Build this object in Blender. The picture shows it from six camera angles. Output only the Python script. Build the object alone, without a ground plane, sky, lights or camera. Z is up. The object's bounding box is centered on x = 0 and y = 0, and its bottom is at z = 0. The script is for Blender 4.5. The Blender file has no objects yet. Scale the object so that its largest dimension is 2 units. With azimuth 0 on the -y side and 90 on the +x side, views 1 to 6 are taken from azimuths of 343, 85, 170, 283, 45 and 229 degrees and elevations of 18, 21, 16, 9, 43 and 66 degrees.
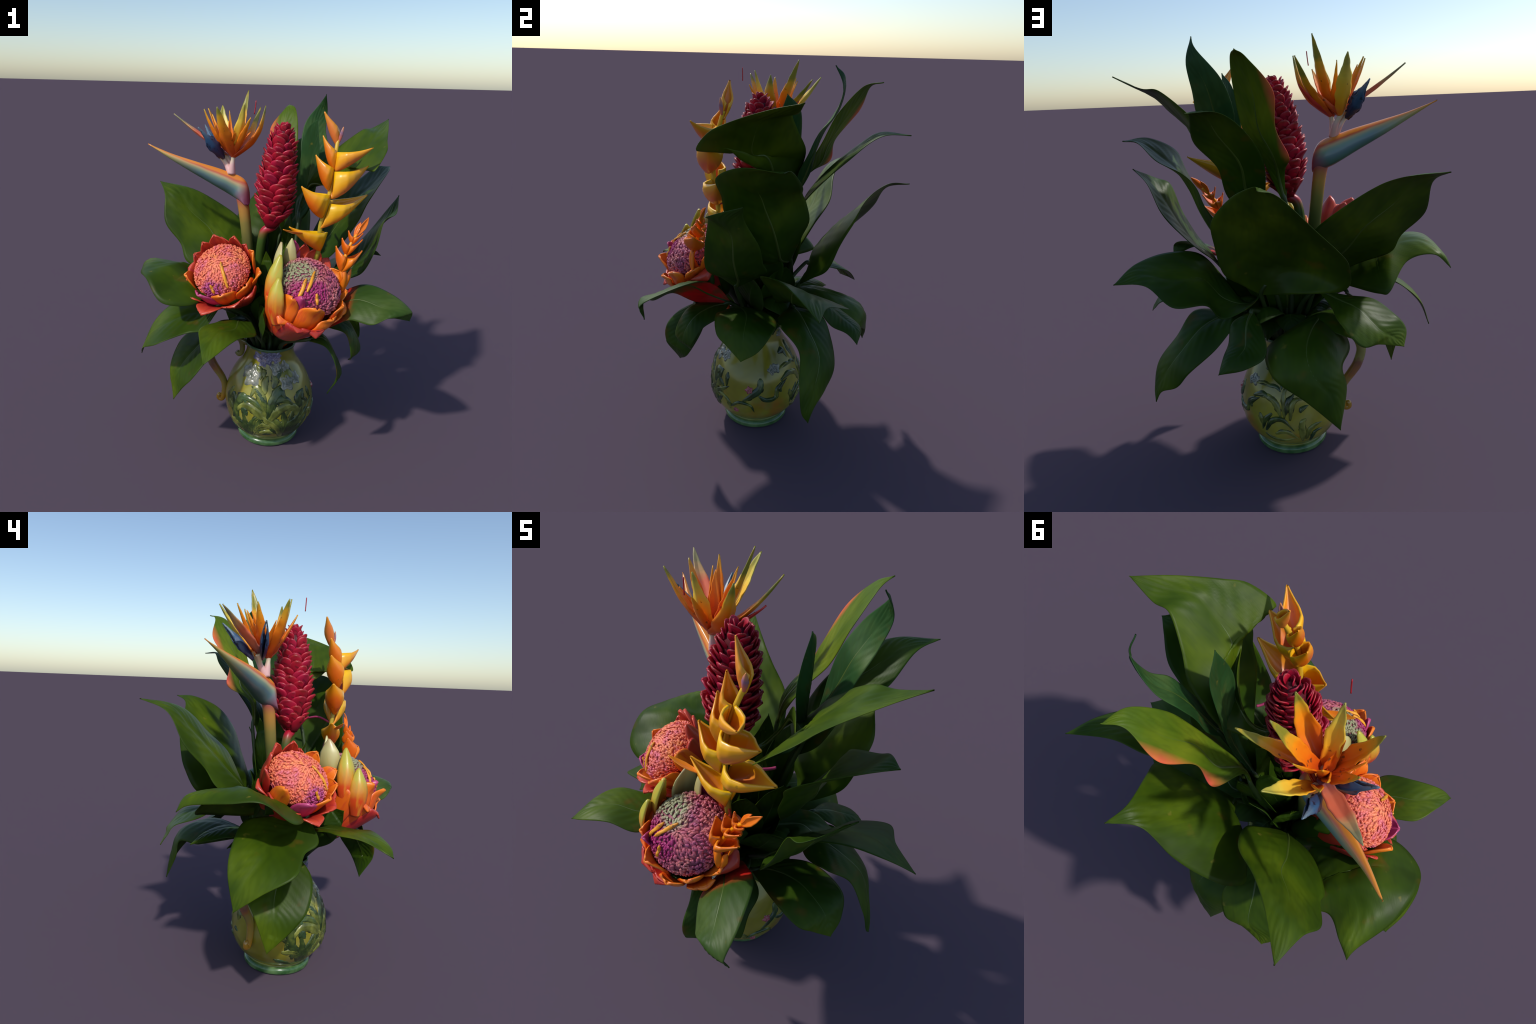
"""Tropical flower arrangement in a relief-decorated ceramic jug.

Everything is lofted from a few control curves: leaves from their two margins,
petals and bracts from a base, a tip and a width rule, the jug from a profile.
"""
import bpy
import math
import random
from mathutils import Vector, Matrix, noise

rnd = random.Random(7)
AXIS = Vector((-0.027, -0.066, 0.0))          # vertical axis of the jug
MOUTH = Vector((-0.027, -0.066, 0.60))        # centre of its mouth
UP = Vector((0, 0, 1))


# ------------------------------------------------------------------ helpers
def V(p):
    return Vector(p)


def catmull(pts, t):
    """Catmull-Rom curve through pts, t in 0..1, ends extrapolated."""
    n = len(pts)
    x = min(max(t, 0.0), 1.0) * (n - 1)
    k = min(int(x), n - 2)
    f = x - k
    p1, p2 = pts[k], pts[k + 1]
    p0 = pts[k - 1] if k > 0 else p1 * 2 - p2
    p3 = pts[k + 2] if k + 2 < n else p2 * 2 - p1
    return 0.5 * ((2 * p1) + (p2 - p0) * f + (2 * p0 - 5 * p1 + 4 * p2 - p3) * f * f
                  + (3 * p1 - p0 - 3 * p2 + p3) * f * f * f)


def lerp1(table, t):
    """piecewise-linear table [(t, value), ...]"""
    for (a, x), (b, y) in zip(table, table[1:]):
        if t <= b:
            return x + (y - x) * max(0.0, (t - a)) / (b - a)
    return table[-1][1]


def frame(origin, along, normal):
    x = along.normalized()
    z = (normal - x * normal.dot(x))
    if z.length < 1e-6:
        z = x.orthogonal()
    z.normalize()
    y = z.cross(x)
    m = Matrix((x, y, z)).transposed().to_4x4()
    m.translation = origin
    return m


def new_mesh(name, verts, faces, world=None):
    """Mesh data; verts are world points, stored in the local frame `world`."""
    me = bpy.data.meshes.new(name)
    if world is not None:
        inv = world.inverted()
        verts = [inv @ v for v in verts]
    me.from_pydata([tuple(v) for v in verts], [], faces)
    me.polygons.foreach_set("use_smooth", [True] * len(me.polygons))
    me.update()
    return me


def add(name, me, parent, world=None, mat=None, kind=None):
    ob = bpy.data.objects.new(name, me)
    bpy.context.scene.collection.objects.link(ob)
    if me is not None and mat is not None and not me.materials:
        me.materials.append(mat)
    world = world or Matrix.Identity(4)
    if parent is not None:
        ob.parent = parent
        ob.matrix_parent_inverse = Matrix.Identity(4)
        ob.matrix_basis = parent["_w"] and Matrix(WORLD[parent.name]).inverted() @ world
    else:
        ob.matrix_basis = world
    WORLD[ob.name] = world.copy()
    ob["_w"] = 1
    if kind:
        ob["kind"] = kind
    return ob


WORLD = {}


def grid_faces(nu, nv, off=0, flip=False, closed_v=False):
    out = []
    for i in range(nu - 1):
        for j in range(nv if closed_v else nv - 1):
            k = (j + 1) % nv
            q = (off + i * nv + j, off + i * nv + k, off + (i + 1) * nv + k, off + (i + 1) * nv + j)
            out.append(q[::-1] if flip else q)
    return out


def shell(P, thick):
    """Closed solid from a grid of points P[i][j]; thick(i, j) is full thickness."""
    nu, nv = len(P), len(P[0])
    top, bot = [], []
    for i in range(nu):
        for j in range(nv):
            du = P[min(i + 1, nu - 1)][j] - P[max(i - 1, 0)][j]
            dv = P[i][min(j + 1, nv - 1)] - P[i][max(j - 1, 0)]
            if dv.length < 1e-7:
                ii = 2 if i < nu / 2 else nu - 3
                dv = P[ii][min(j + 1, nv - 1)] - P[ii][max(j - 1, 0)]
            n = du.cross(dv)
            if n.length < 1e-12:
                n = Vector((0, 0, 1))
            n.normalize()
            t = thick(i, j) * 0.5
            top.append(P[i][j] + n * t)
            bot.append(P[i][j] - n * t)
    verts = top + bot
    o = nu * nv
    faces = grid_faces(nu, nv) + grid_faces(nu, nv, o, True)
    for i in range(nu - 1):
        a, b = i * nv, (i + 1) * nv
        faces.append((a, b, o + b, o + a))
        a, b = i * nv + nv - 1, (i + 1) * nv + nv - 1
        faces.append((b, a, o + a, o + b))
    for j in range(nv - 1):
        faces.append((j + 1, j, o + j, o + j + 1))
        a = (nu - 1) * nv + j
        faces.append((a, a + 1, o + a + 1, o + a))
    return verts, faces


def tube(pts, radius, nu=24, nv=12, squash=None, cap=True):
    """Tube along a Catmull-Rom curve; radius(t) -> r."""
    pts = [V(p) for p in pts]
    verts = []
    ref = None
    for i in range(nu):
        t = i / (nu - 1)
        p = catmull(pts, t)
        d = (catmull(pts, min(t + .01, 1)) - catmull(pts, max(t - .01, 0))).normalized()
        if ref is None:
            ref = d.orthogonal().normalized()
        ref = (ref - d * ref.dot(d)).normalized()
        b = d.cross(ref)
        r = radius(t)
        for j in range(nv):
            a = 2 * math.pi * j / nv
            verts.append(p + (ref * math.cos(a) + b * math.sin(a)) * r)
    faces = grid_faces(nu, nv, closed_v=True)
    if cap:
        faces.append(tuple(range(nv))[::-1])
        faces.append(tuple(range((nu - 1) * nv, nu * nv)))
    return verts, faces


# ---------------------------------------------------------------- materials
def srgb(r, g, b):
    f = lambda c: c / 12.92 if c <= 0.04045 else ((c + 0.055) / 1.055) ** 2.4
    return (f(r / 255), f(g / 255), f(b / 255), 1)


class Nodes:
    def __init__(self, name, rough=0.5, **kw):
        self.m = bpy.data.materials.new(name)
        self.m.use_nodes = True
        self.t = self.m.node_tree
        self.b = self.t.nodes["Principled BSDF"]
        self.b.inputs["Roughness"].default_value = rough
        for k, v in kw.items():
            self.b.inputs[k.replace("_", " ")].default_value = v
        self.tc = self.t.nodes.new("ShaderNodeTexCoord")

    def link(self, a, b):
        self.t.links.new(a, b)

    def coords(self, scale=(1, 1, 1), loc=(0, 0, 0), rot=(0, 0, 0)):
        mp = self.t.nodes.new("ShaderNodeMapping")
        mp.inputs["Scale"].default_value = scale
        mp.inputs["Location"].default_value = loc
        mp.inputs["Rotation"].default_value = rot
        self.link(self.tc.outputs["Object"], mp.inputs["Vector"])
        return mp.outputs["Vector"]

    def noise(self, scale, detail=4, coords=None, distort=0.0):
        n = self.t.nodes.new("ShaderNodeTexNoise")
        n.inputs["Scale"].default_value = scale
        n.inputs["Detail"].default_value = detail
        n.inputs["Distortion"].default_value = distort
        self.link(coords or self.coords(), n.inputs["Vector"])
        return n.outputs["Fac"]

    def voronoi(self, scale, feature="F1", coords=None, out="Distance"):
        n = self.t.nodes.new("ShaderNodeTexVoronoi")
        n.feature = feature
        n.inputs["Scale"].default_value = scale
        self.link(coords or self.coords(), n.inputs["Vector"])
        return n.outputs[out]

    def wave(self, scale, distort, coords=None, axis="X"):
        n = self.t.nodes.new("ShaderNodeTexWave")
        n.bands_direction = axis
        n.inputs["Scale"].default_value = scale
        n.inputs["Distortion"].default_value = distort
        n.inputs["Detail"].default_value = 2
        self.link(coords or self.coords(), n.inputs["Vector"])
        return n.outputs["Fac"]

    def axis(self, which, lo, hi, coords=None):
        """0..1 ramp of one object coordinate between lo and hi"""
        s = self.t.nodes.new("ShaderNodeSeparateXYZ")
        self.link(coords or self.tc.outputs["Object"], s.inputs[0])
        r = self.t.nodes.new("ShaderNodeMapRange")
        r.inputs["From Min"].default_value = lo
        r.inputs["From Max"].default_value = hi
        self.link(s.outputs[which], r.inputs["Value"])
        return r.outputs["Result"]

    def ramp(self, fac, stops):
        r = self.t.nodes.new("ShaderNodeValToRGB")
        e = r.color_ramp.elements
        while len(e) < len(stops):
            e.new(0.5)
        for k, (p, c) in zip(e, stops):
            k.position = p
            k.color = c if not isinstance(c, (int, float)) else (c, c, c, 1)
        self.link(fac, r.inputs["Fac"])
        return r.outputs["Color"]

    def math(self, op, a, b):
        n = self.t.nodes.new("ShaderNodeMath")
        n.operation = op
        for k, x in ((0, a), (1, b)):
            if isinstance(x, (int, float)):
                n.inputs[k].default_value = x
            else:
                self.link(x, n.inputs[k])
        return n.outputs[0]

    def mix(self, fac, a, b, mode="MIX"):
        n = self.t.nodes.new("ShaderNodeMix")
        n.data_type = "RGBA"
        n.blend_type = mode
        for k, x in ((0, fac), (6, a), (7, b)):
            if hasattr(x, "is_linked"):
                self.link(x, n.inputs[k])
            elif isinstance(x, (int, float)):
                n.inputs[k].default_value = x
            else:
                n.inputs[k].default_value = x
        return n.outputs[2]

    def bump(self, height, strength=0.3, dist=0.004):
        n = self.t.nodes.new("ShaderNodeBump")
        n.inputs["Strength"].default_value = strength
        n.inputs["Distance"].default_value = dist
        self.link(height, n.inputs["Height"])
        self.link(n.outputs["Normal"], self.b.inputs["Normal"])

    def done(self, color):
        if hasattr(color, "is_linked"):
            self.link(color, self.b.inputs["Base Color"])
        else:
            self.b.inputs["Base Color"].default_value = color
        return self.m


def leaf_material(look):
    dark, mid, pale = {
        "fresh": (srgb(34, 52, 7), srgb(53, 74, 9), srgb(82, 100, 14)),
        "deep": (srgb(28, 50, 9), srgb(44, 68, 11), srgb(70, 90, 16)),
        "blue": (srgb(26, 54, 26), srgb(42, 76, 38), srgb(84, 106, 52)),
        "red_based": (srgb(34, 54, 18), srgb(48, 72, 26), srgb(74, 92, 42)),
    }.get(look, (srgb(48, 70, 12), srgb(74, 96, 16), srgb(108, 120, 24)))
    n = Nodes("leaf_" + look, rough=0.44, Specular_IOR_Level=0.14)
    big = n.noise(3.6, 3, distort=0.5)
    c = n.ramp(big, [(0.28, dark), (0.52, mid), (0.82, pale)])
    streak = n.noise(9, 4, n.coords((1.2, 6, 1.2)))
    c = n.mix(n.ramp(streak, [(0.45, 0.0), (0.75, 0.35)]), c, srgb(36, 54, 12))
    spots = n.ramp(n.noise(17, 2, n.coords(loc=(3, 1, 2))), [(0.71, 0.0), (0.78, 0.55)])
    c = n.mix(spots, c, srgb(116, 108, 40))
    rust = n.ramp(n.noise(8, 3, n.coords(loc=(7, 4, 1))), [(0.62, 0.0), (0.76, 0.5)])
    c = n.mix(rust, c, srgb(104, 66, 22))
    if look == "red_edged":
        e = n.math("MULTIPLY", n.ramp(n.axis("Y", 0.03, 0.085), [(0.0, 0.0), (0.9, 1.0)]),
                   n.ramp(n.axis("X", 0.22, 0.72), [(0, 0.0), (0.15, 1.0), (0.85, 1.0), (1, 0.0)]))
        c = n.mix(e, c, n.ramp(n.noise(9, 2), [(0.4, srgb(226, 112, 66)), (0.6, srgb(226, 52, 76))]))
    if look == "red_based":
        e = n.math("MULTIPLY", n.ramp(n.axis("X", 0.16, 0.30), [(0.55, 1.0), (1.0, 0.0)]),
                   n.ramp(n.noise(11, 2), [(0.36, 0.4), (0.5, 1.0)]))
        c = n.mix(e, c, srgb(190, 26, 26))
    n.bump(n.noise(60, 3, n.coords((0.5, 3, 1))), 0.12, 0.003)
    return n.done(c)


MAT = {}


def leaf_mat(look):
    if look not in MAT:
        MAT[look] = leaf_material(look)
    return MAT[look]


def two_tone(name, coords_axis, lo, hi, stops, rough=0.45, grain=12, speck=None, speck_at=0.7, **kw):
    """Colour running along one local axis, broken up by noise, with optional dark specks."""
    n = Nodes(name, rough=rough, **kw)
    f = n.math("ADD", n.axis(coords_axis, lo, hi), n.math("MULTIPLY", n.math("SUBTRACT", n.noise(grain, 3), 0.5), 0.45))
    c = n.ramp(f, stops)
    if speck:
        c = n.mix(n.ramp(n.noise(grain * 3.2, 3, n.coords(loc=(5, 2, 8))), [(speck_at, 0.0), (speck_at + .07, 0.9)]), c, speck)
    n.bump(n.noise(70, 2), 0.12, 0.002)
    return n.done(c)


M_RIB = two_tone("leaf_rib", "X", 0, 0.6, [(0.2, srgb(60, 76, 24)), (0.8, srgb(72, 92, 30))], 0.45)
M_STEM = two_tone("green_stalk", "Z", -0.3, 0.3, [(0.2, srgb(30, 46, 16)), (0.8, srgb(54, 74, 26))], 0.5)

# --------------------------------------------------------------------- root
root = bpy.data.objects.new("flower_arrangement", None)
bpy.context.scene.collection.objects.link(root)
root.location = AXIS
WORLD[root.name] = Matrix.Translation(AXIS)
root["_w"] = 1
root["label"] = "tropical bouquet of bold flowers and leaves in a relief ceramic jug"
root["category"] = "flower arrangement"

# -------------------------------------------------------------------- vase
PROFILE = [(0.150, 0.0), (0.176, 0.001), (0.184, 0.010), (0.184, 0.026), (0.176, 0.036), (0.166, 0.042),
           (0.168, 0.050), (0.190, 0.066), (0.220, 0.098), (0.244, 0.140), (0.257, 0.190), (0.261, 0.245),
           (0.255, 0.300), (0.242, 0.350), (0.218, 0.405), (0.190, 0.450), (0.163, 0.490), (0.146, 0.523),
           (0.138, 0.555), (0.140, 0.582), (0.148, 0.600), (0.150, 0.608), (0.146, 0.612), (0.138, 0.606),
           (0.130, 0.580), (0.126, 0.55)]


def vase_radius(z):
    outer = PROFILE[5:21]
    for (r0, z0), (r1, z1) in zip(outer, outer[1:]):
        if z <= z1:
            return r0 + (r1 - r0) * (z - z0) / (z1 - z0)
    return outer[-1][0]


def vase_point(theta, z, lift=0.0):
    r = vase_radius(z) + lift
    return Vector((AXIS.x + r * math.cos(theta), AXIS.y + r * math.sin(theta), z))


def lathe(profile, nv=96):
    pts = [Vector((r, 0, z)) for r, z in profile]
    nu = 4 * len(profile)
    verts = []
    for i in range(nu):
        p = catmull(pts, i / (nu - 1))
        for j in range(nv):
            a = 2 * math.pi * j / nv
            verts.append(Vector((AXIS.x + p.x * math.cos(a), AXIS.y + p.x * math.sin(a), max(p.z, 0.0))))
    f = grid_faces(nu, nv, closed_v=True)
    f.append(tuple(range(nv))[::-1])
    return verts, f


n = Nodes("olive_glaze", rough=0.22, Coat_Weight=0.25, Coat_Roughness=0.1)
c = n.ramp(n.noise(5, 4, distort=0.5), [(0.3, srgb(112, 106, 26)), (0.5, srgb(136, 130, 38)), (0.7, srgb(158, 152, 58))])
grey = n.ramp(n.noise(7, 3, n.coords(loc=(2, 5, 1))), [(0.52, 0.0), (0.72, 0.4)])
c = n.mix(grey, c, srgb(140, 142, 100))
amber = n.ramp(n.noise(6, 3, n.coords(loc=(9, 3, 4))), [(0.60, 0.0), (0.72, 0.55)])
c = n.mix(amber, c, srgb(160, 98, 36))
foot = n.ramp(n.axis("Z", 0.034, 0.050), [(0.2, 1.0), (0.8, 0.0)])
c = n.mix(foot, c, n.ramp(n.noise(16, 3), [(0.35, srgb(44, 82, 42)), (0.65, srgb(92, 122, 76))]))
rim = n.ramp(n.axis("Z", 0.590, 0.602), [(0.2, 0.0), (0.8, 1.0)])
c = n.mix(rim, c, srgb(66, 96, 62))
n.bump(n.noise(30, 3), 0.08, 0.003)
M_GLAZE = n.done(c)

vv, ff = lathe(PROFILE)
vase = add("vase", new_mesh("vase", vv, ff, Matrix.Translation(AXIS)), root, Matrix.Translation(AXIS), M_GLAZE)

M_HANDLE = two_tone("handle_glaze", "Z", 0.18, 0.62, [(0.05, srgb(170, 120, 24)), (0.35, srgb(140, 126, 56)), (0.5, srgb(150, 100, 44)), (0.62, srgb(126, 84, 62)), (0.72, srgb(140, 136, 74)), (0.95, srgb(120, 110, 50))],
                    0.2, 16, Coat_Weight=0.5)
HANDLE = [(0.198, 0.516), (0.184, 0.500), (0.167, 0.520), (0.166, 0.565), (0.186, 0.612), (0.232, 0.644), (0.285, 0.634), (0.340, 0.596),
          (0.367, 0.530), (0.350, 0.450), (0.321, 0.396), (0.289, 0.346), (0.271, 0.300), (0.270, 0.244), (0.284, 0.192), (0.304, 0.194),
          (0.304, 0.216), (0.292, 0.216)]                      # (distance from the axis, height) in the handle's plane
HDIR = Vector((math.cos(math.radians(158)), math.sin(math.radians(158)), 0))
vv, ff = tube([AXIS + HDIR * r + UP * z for r, z in HANDLE], lambda t: lerp1([(0, .014), (.2, .017), (.38, .024), (.55, .025), (.7, .020), (.9, .015), (1, .009)], t), 110, 16)
add("handle", new_mesh("handle", vv, ff, Matrix.Translation(AXIS)), vase, Matrix.Translation(AXIS), M_HANDLE)
# short bar that ties the handle to the neck
vv, ff = tube([AXIS + HDIR * r + UP * z for r, z in ((0.20, 0.615), (0.17, 0.592), (0.13, 0.575))], lambda t: 0.017, 12, 12)
add("handle_arm", new_mesh("handle_arm", vv, ff, Matrix.Translation(AXIS)), vase, Matrix.Translation(AXIS), M_HANDLE)

n = Nodes("relief_green_glaze", rough=0.3, Coat_Weight=0.2)
c = n.ramp(n.noise(16, 4, distort=0.4), [(0.3, srgb(24, 38, 16)), (0.48, srgb(46, 64, 26)), (0.68, srgb(94, 106, 42))])
teal = n.ramp(n.noise(9, 2, n.coords(loc=(1, 6, 2))), [(0.5, 0.0), (0.7, 0.6)])
c = n.mix(teal, c, srgb(52, 84, 62))
n.bump(n.noise(50, 3), 0.2, 0.003)
M_RELIEF = n.done(c)
n = Nodes("relief_olive_glaze", rough=0.3, Coat_Weight=0.2)
c = n.ramp(n.noise(18, 4, distort=0.4), [(0.3, srgb(58, 66, 28)), (0.48, srgb(92, 100, 40)), (0.66, srgb(132, 136, 62))])
n.bump(n.noise(50, 3), 0.2, 0.003)
M_RELIEF2 = n.done(c)
n = Nodes("relief_mauve_glaze", rough=0.22, Coat_Weight=0.5)
c = n.ramp(n.noise(26, 3), [(0.35, srgb(84, 80, 104)), (0.5, srgb(112, 110, 140)), (0.66, srgb(142, 128, 134))])
M_MAUVE = n.done(c)
n = Nodes("relief_grey_glaze", rough=0.22, Coat_Weight=0.5)
c = n.ramp(n.noise(24, 3), [(0.35, srgb(88, 96, 80)), (0.5, srgb(124, 126, 116)), (0.66, srgb(150, 150, 132))])
M_GREY = n.done(c)
n = Nodes("relief_pink_glaze", rough=0.25, Coat_Weight=0.5)
M_PINK = n.done(n.ramp(n.noise(30, 3), [(0.4, srgb(120, 40, 58)), (0.6, srgb(176, 92, 96))]))


M_DARK_EDGE = Nodes("relief_dark_edge", rough=0.35).done(srgb(26, 36, 20))


def relief_strip(name, pts, width, high, mat, nu=20, nv=9, groove=0.3):
    top, low = [], []
    for i in range(nu):
        t = i / (nu - 1)
        p = catmull(pts, t)
        q = catmull(pts, min(t + .02, 1)) - catmull(pts, max(t - .02, 0))
        r = vase_radius(p.y)
        d = Vector((q.x * r, q.y))
        d.normalize()
        s = Vector((-d.y, d.x))
        w = 0.5 * width * (math.sin(math.pi * min(1, (0.03 + 0.97 * t)) ** 0.8) ** 0.75 + 0.04)
        w *= 1 + 0.10 * math.sin(17 * t + width * 300)
        for j in range(nv):
            v = -1 + 2 * j / (nv - 1)
            th = p.x + s.x * w * v / r
            z = min(max(p.y + s.y * w * v, 0.046), 0.595)
            ridge = high * (1 - 0.85 * v * v) - groove * high * math.exp(-(v / 0.16) ** 2)
            ridge *= 0.45 + 0.55 * math.sin(math.pi * min(1, t * 1.05 + .03))
            ridge += high * .12 * math.sin(2 * math.pi * (7 * t - 1.2 * abs(v)))
            top.append(vase_point(th, z, ridge))
            low.append(vase_point(th, z, -0.006))
    o = nu * nv
    faces = grid_faces(nu, nv) + grid_faces(nu, nv, o, True)
    for i in range(nu - 1):
        a, b = i * nv, (i + 1) * nv
        faces += [(a, b, o + b, o + a), (b + nv - 1, a + nv - 1, o + a + nv - 1, o + b + nv - 1)]
    for j in range(nv - 1):
        a = (nu - 1) * nv + j
        faces += [(j + 1, j, o + j, o + j + 1), (a, a + 1, o + a + 1, o + a)]
    w0 = Matrix.Translation(AXIS)
    add(name, new_mesh(name, top + low, faces, w0), vase, w0, mat)


def relief_leaf(width, path):
    """Raised ceramic leaf over a wider, lower dark strip, along (theta degrees, z) points."""
    pts = []
    last = None
    for th, z in path:
        if last is not None:
            while th - last > 180:
                th -= 360
            while th - last < -180:
                th += 360
        last = th
        pts.append(Vector((math.radians(th), z, 0)))
    high = rnd.uniform(0.007, 0.012)
    relief_strip("relief_leaf", pts, width * 1.30, high, rnd.choice((M_RELIEF, M_RELIEF, M_RELIEF2)))
    relief_strip("relief_dark_strip", pts, width * 1.55, high * .22, M_DARK_EDGE, groove=0)


def relief_flower(kind, size, where):
    """Low rosette with whorled ridges."""
    th0, z0 = math.radians(where[0]), min(where[1], 0.572)
    r0 = vase_radius(z0)
    lobes = rnd.choice((4, 5, 6))
    ph = rnd.uniform(0, 6)
    nr, na = 9, 36
    verts, faces = [], []
    for i in range(nr):
        q = i / (nr - 1)
        for j in range(na):
            a = 2 * math.pi * j / na
            rad = 1.3 * size * q * (1 + 0.2 * math.cos(lobes * a + ph))
            h = 0.011 * (1 - q ** 3) * (0.75 + 0.35 * math.cos(q * 13 - a + ph)) if q < 1 else -0.006
            verts.append(vase_point(th0 + rad * math.cos(a) / r0, min(max(z0 + rad * math.sin(a), .046), .597), h))
    faces = grid_faces(nr, na, closed_v=True, flip=True)
    w0 = Matrix.Translation(AXIS)
    mat = {"f": M_MAUVE, "g": M_GREY, "p": M_PINK}[kind]
    add("relief_flower", new_mesh("relief_flower", verts, faces, w0), vase, w0, mat)


for path in (
    (0.025, [(-111, 0.277), (-116, 0.345), (-125, 0.392), (-136, 0.407)]),
    (0.025, [(-107, 0.278), (-104, 0.348), (-99, 0.399), (-90, 0.426)]),
    (0.03, [(-114, 0.381), (-116, 0.435), (-111, 0.469)]),
    (0.03, [(-103, 0.411), (-99, 0.451), (-103, 0.487)]),
    (0.023, [(-161, 0.2), (-150, 0.268), (-139, 0.305), (-132, 0.285)]),
    (0.035, [(-144, 0.287), (-136, 0.24)]),
    (0.025, [(-115, 0.286), (-126, 0.328), (-142, 0.341), (-152, 0.296)]),
    (0.03, [(-165, 0.17), (-148, 0.165), (-136, 0.122)]),
    (0.028, [(-136, 0.122), (-125, 0.221), (-114, 0.266)]),
    (0.023, [(-174, 0.12), (-160, 0.095), (-148, 0.075)]),
    (0.03, [(-129, 0.127), (-117, 0.2), (-104, 0.177)]),
    (0.025, [(-125, 0.118), (-111, 0.153), (-97, 0.13)]),
    (0.035, [(-103, 0.283), (-101, 0.343), (-87, 0.35), (-71, 0.291)]),
    (0.035, [(-88, 0.122), (-81, 0.204), (-61, 0.219)]),
):
    relief_leaf(*path)
for path in (
    (0.03, [(-78, 0.072), (-65, 0.138), (-48, 0.227)]),
    (0.03, [(-93, 0.149), (-91, 0.222)]),
    (0.025, [(-66, 0.23), (-45, 0.225)]),
    (0.04, [(-160, 0.243), (-172, 0.284), (-166, 0.369)]),
    (0.025, [(-161, 0.276), (-165, 0.336)]),
    (0.04, [(-59, 0.256), (-66, 0.338), (-53, 0.372)]),
    (0.025, [(-137, 0.506), (-127, 0.482), (-124, 0.447)]),
    (0.023, [(-122, 0.498), (-118, 0.457)]),
    (0.03, [(-92, 0.515), (-91, 0.481), (-98, 0.444)]),
    (0.035, [(-90, 0.449), (-73, 0.476), (-64, 0.437)]),
    (0.03, [(2, 0.369), (1, 0.315), (-10, 0.266), (-21, 0.228)]),
    (0.022, [(0, 0.272), (9, 0.244), (21, 0.252), (24, 0.305), (33, 0.336)]),
    (0.019, [(30, 0.34), (45, 0.363), (59, 0.331)]),
    (0.009, [(28, 0.396), (42, 0.413), (59, 0.404)]),
):
    relief_leaf(*path)
for path in (
    (0.015, [(-36, 0.177), (-25, 0.218), (-11, 0.211), (-5, 0.162)]),
    (0.022, [(-38, 0.153), (-40, 0.207), (-51, 0.243)]),
    (0.019, [(-56, 0.151), (-63, 0.22), (-65, 0.285)]),
    (0.019, [(-55, 0.374), (-57, 0.32), (-47, 0.286)]),
    (0.019, [(-45, 0.37), (-43, 0.293)]),
    (0.026, [(71, 0.507), (69, 0.458), (67, 0.395)]),
    (0.019, [(38, 0.471), (51, 0.474), (53, 0.433)]),
    (0.019, [(57, 0.28), (49, 0.236), (44, 0.174)]),
    (0.017, [(71, 0.259), (70, 0.338), (71, 0.387), (76, 0.405)]),
    (0.024, [(67, 0.268), (61, 0.329), (50, 0.356), (38, 0.345)]),
    (0.019, [(29, 0.276), (28, 0.306), (40, 0.34)]),
    (0.024, [(72, 0.278), (75, 0.339), (83, 0.379)]),
    (0.019, [(77, 0.25), (79, 0.317), (84, 0.349), (92, 0.348)]),
    (0.017, [(88, 0.288), (91, 0.307), (98, 0.318)]),
):
    relief_leaf(*path)
for path in (
    (0.021, [(49, 0.176), (55, 0.228), (63, 0.255), (71, 0.245), (81, 0.188)]),
    (0.019, [(60, 0.163), (72, 0.183), (87, 0.13)]),
    (0.017, [(47, 0.156), (56, 0.126), (71, 0.121), (83, 0.139)]),
    (0.026, [(92, 0.108), (90, 0.22), (94, 0.256)]),
    (0.021, [(96, 0.121), (100, 0.194), (113, 0.212)]),
    (0.017, [(102, 0.096), (105, 0.161), (115, 0.17)]),
    (0.019, [(42, 0.268), (46, 0.2)]),
    (0.012, [(66, 0.386), (60, 0.405), (49, 0.405), (35, 0.4)]),
    (0.032, [(133, 0.34), (134, 0.286)]),
    (0.016, [(127, 0.236), (135, 0.223)]),
):
    relief_leaf(*path)
for kind, size, where in (
    ("f", 0.023, (-138, 0.559)),
    ("f", 0.023, (-121, 0.574)),
    ("f", 0.023, (-106, 0.583)),
    ("f", 0.02, (-93, 0.594)),
    ("f", 0.023, (-94, 0.555)),
    ("f", 0.023, (-113, 0.546)),
    ("f", 0.02, (-124, 0.533)),
    ("g", 0.043, (-139, 0.456)),
    ("g", 0.03, (-151, 0.472)),
    ("g", 0.035, (-79, 0.435)),
    ("g", 0.025, (-77, 0.505)),
    ("g", 0.028, (-96, 0.504)),
    ("g", 0.019, (19, 0.404)),
    ("g", 0.026, (-61, 0.441)),
    ("g", 0.017, (56, 0.564)),
    ("p", 0.017, (-12, 0.304)),
    ("p", 0.013, (-29, 0.16)),
    ("g", 0.021, (26, 0.406)),
):
    relief_flower(kind, size, where)
# broad overlapping blades that cover the lower front
for th0, z0, dth, dz in ((-111, .20, -34, .10), (-111, .20, 34, .11), (-111, .23, -22, .17), (-111, .23, 24, .16), (-150, .12, -16, .20),
                         (-72, .12, 22, .18), (-112, .12, -30, .05), (-110, .12, 32, .06), (-128, .10, 14, .13), (-92, .10, -12, .12), (-60, .14, -24, .16), (-160, .18, 20, .16)):
    relief_leaf(.040, [(th0, z0), (th0 + dth * .35, z0 + dz * .75), (th0 + dth * .8, z0 + dz), (th0 + dth * 1.1, z0 + dz * .7)])
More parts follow.
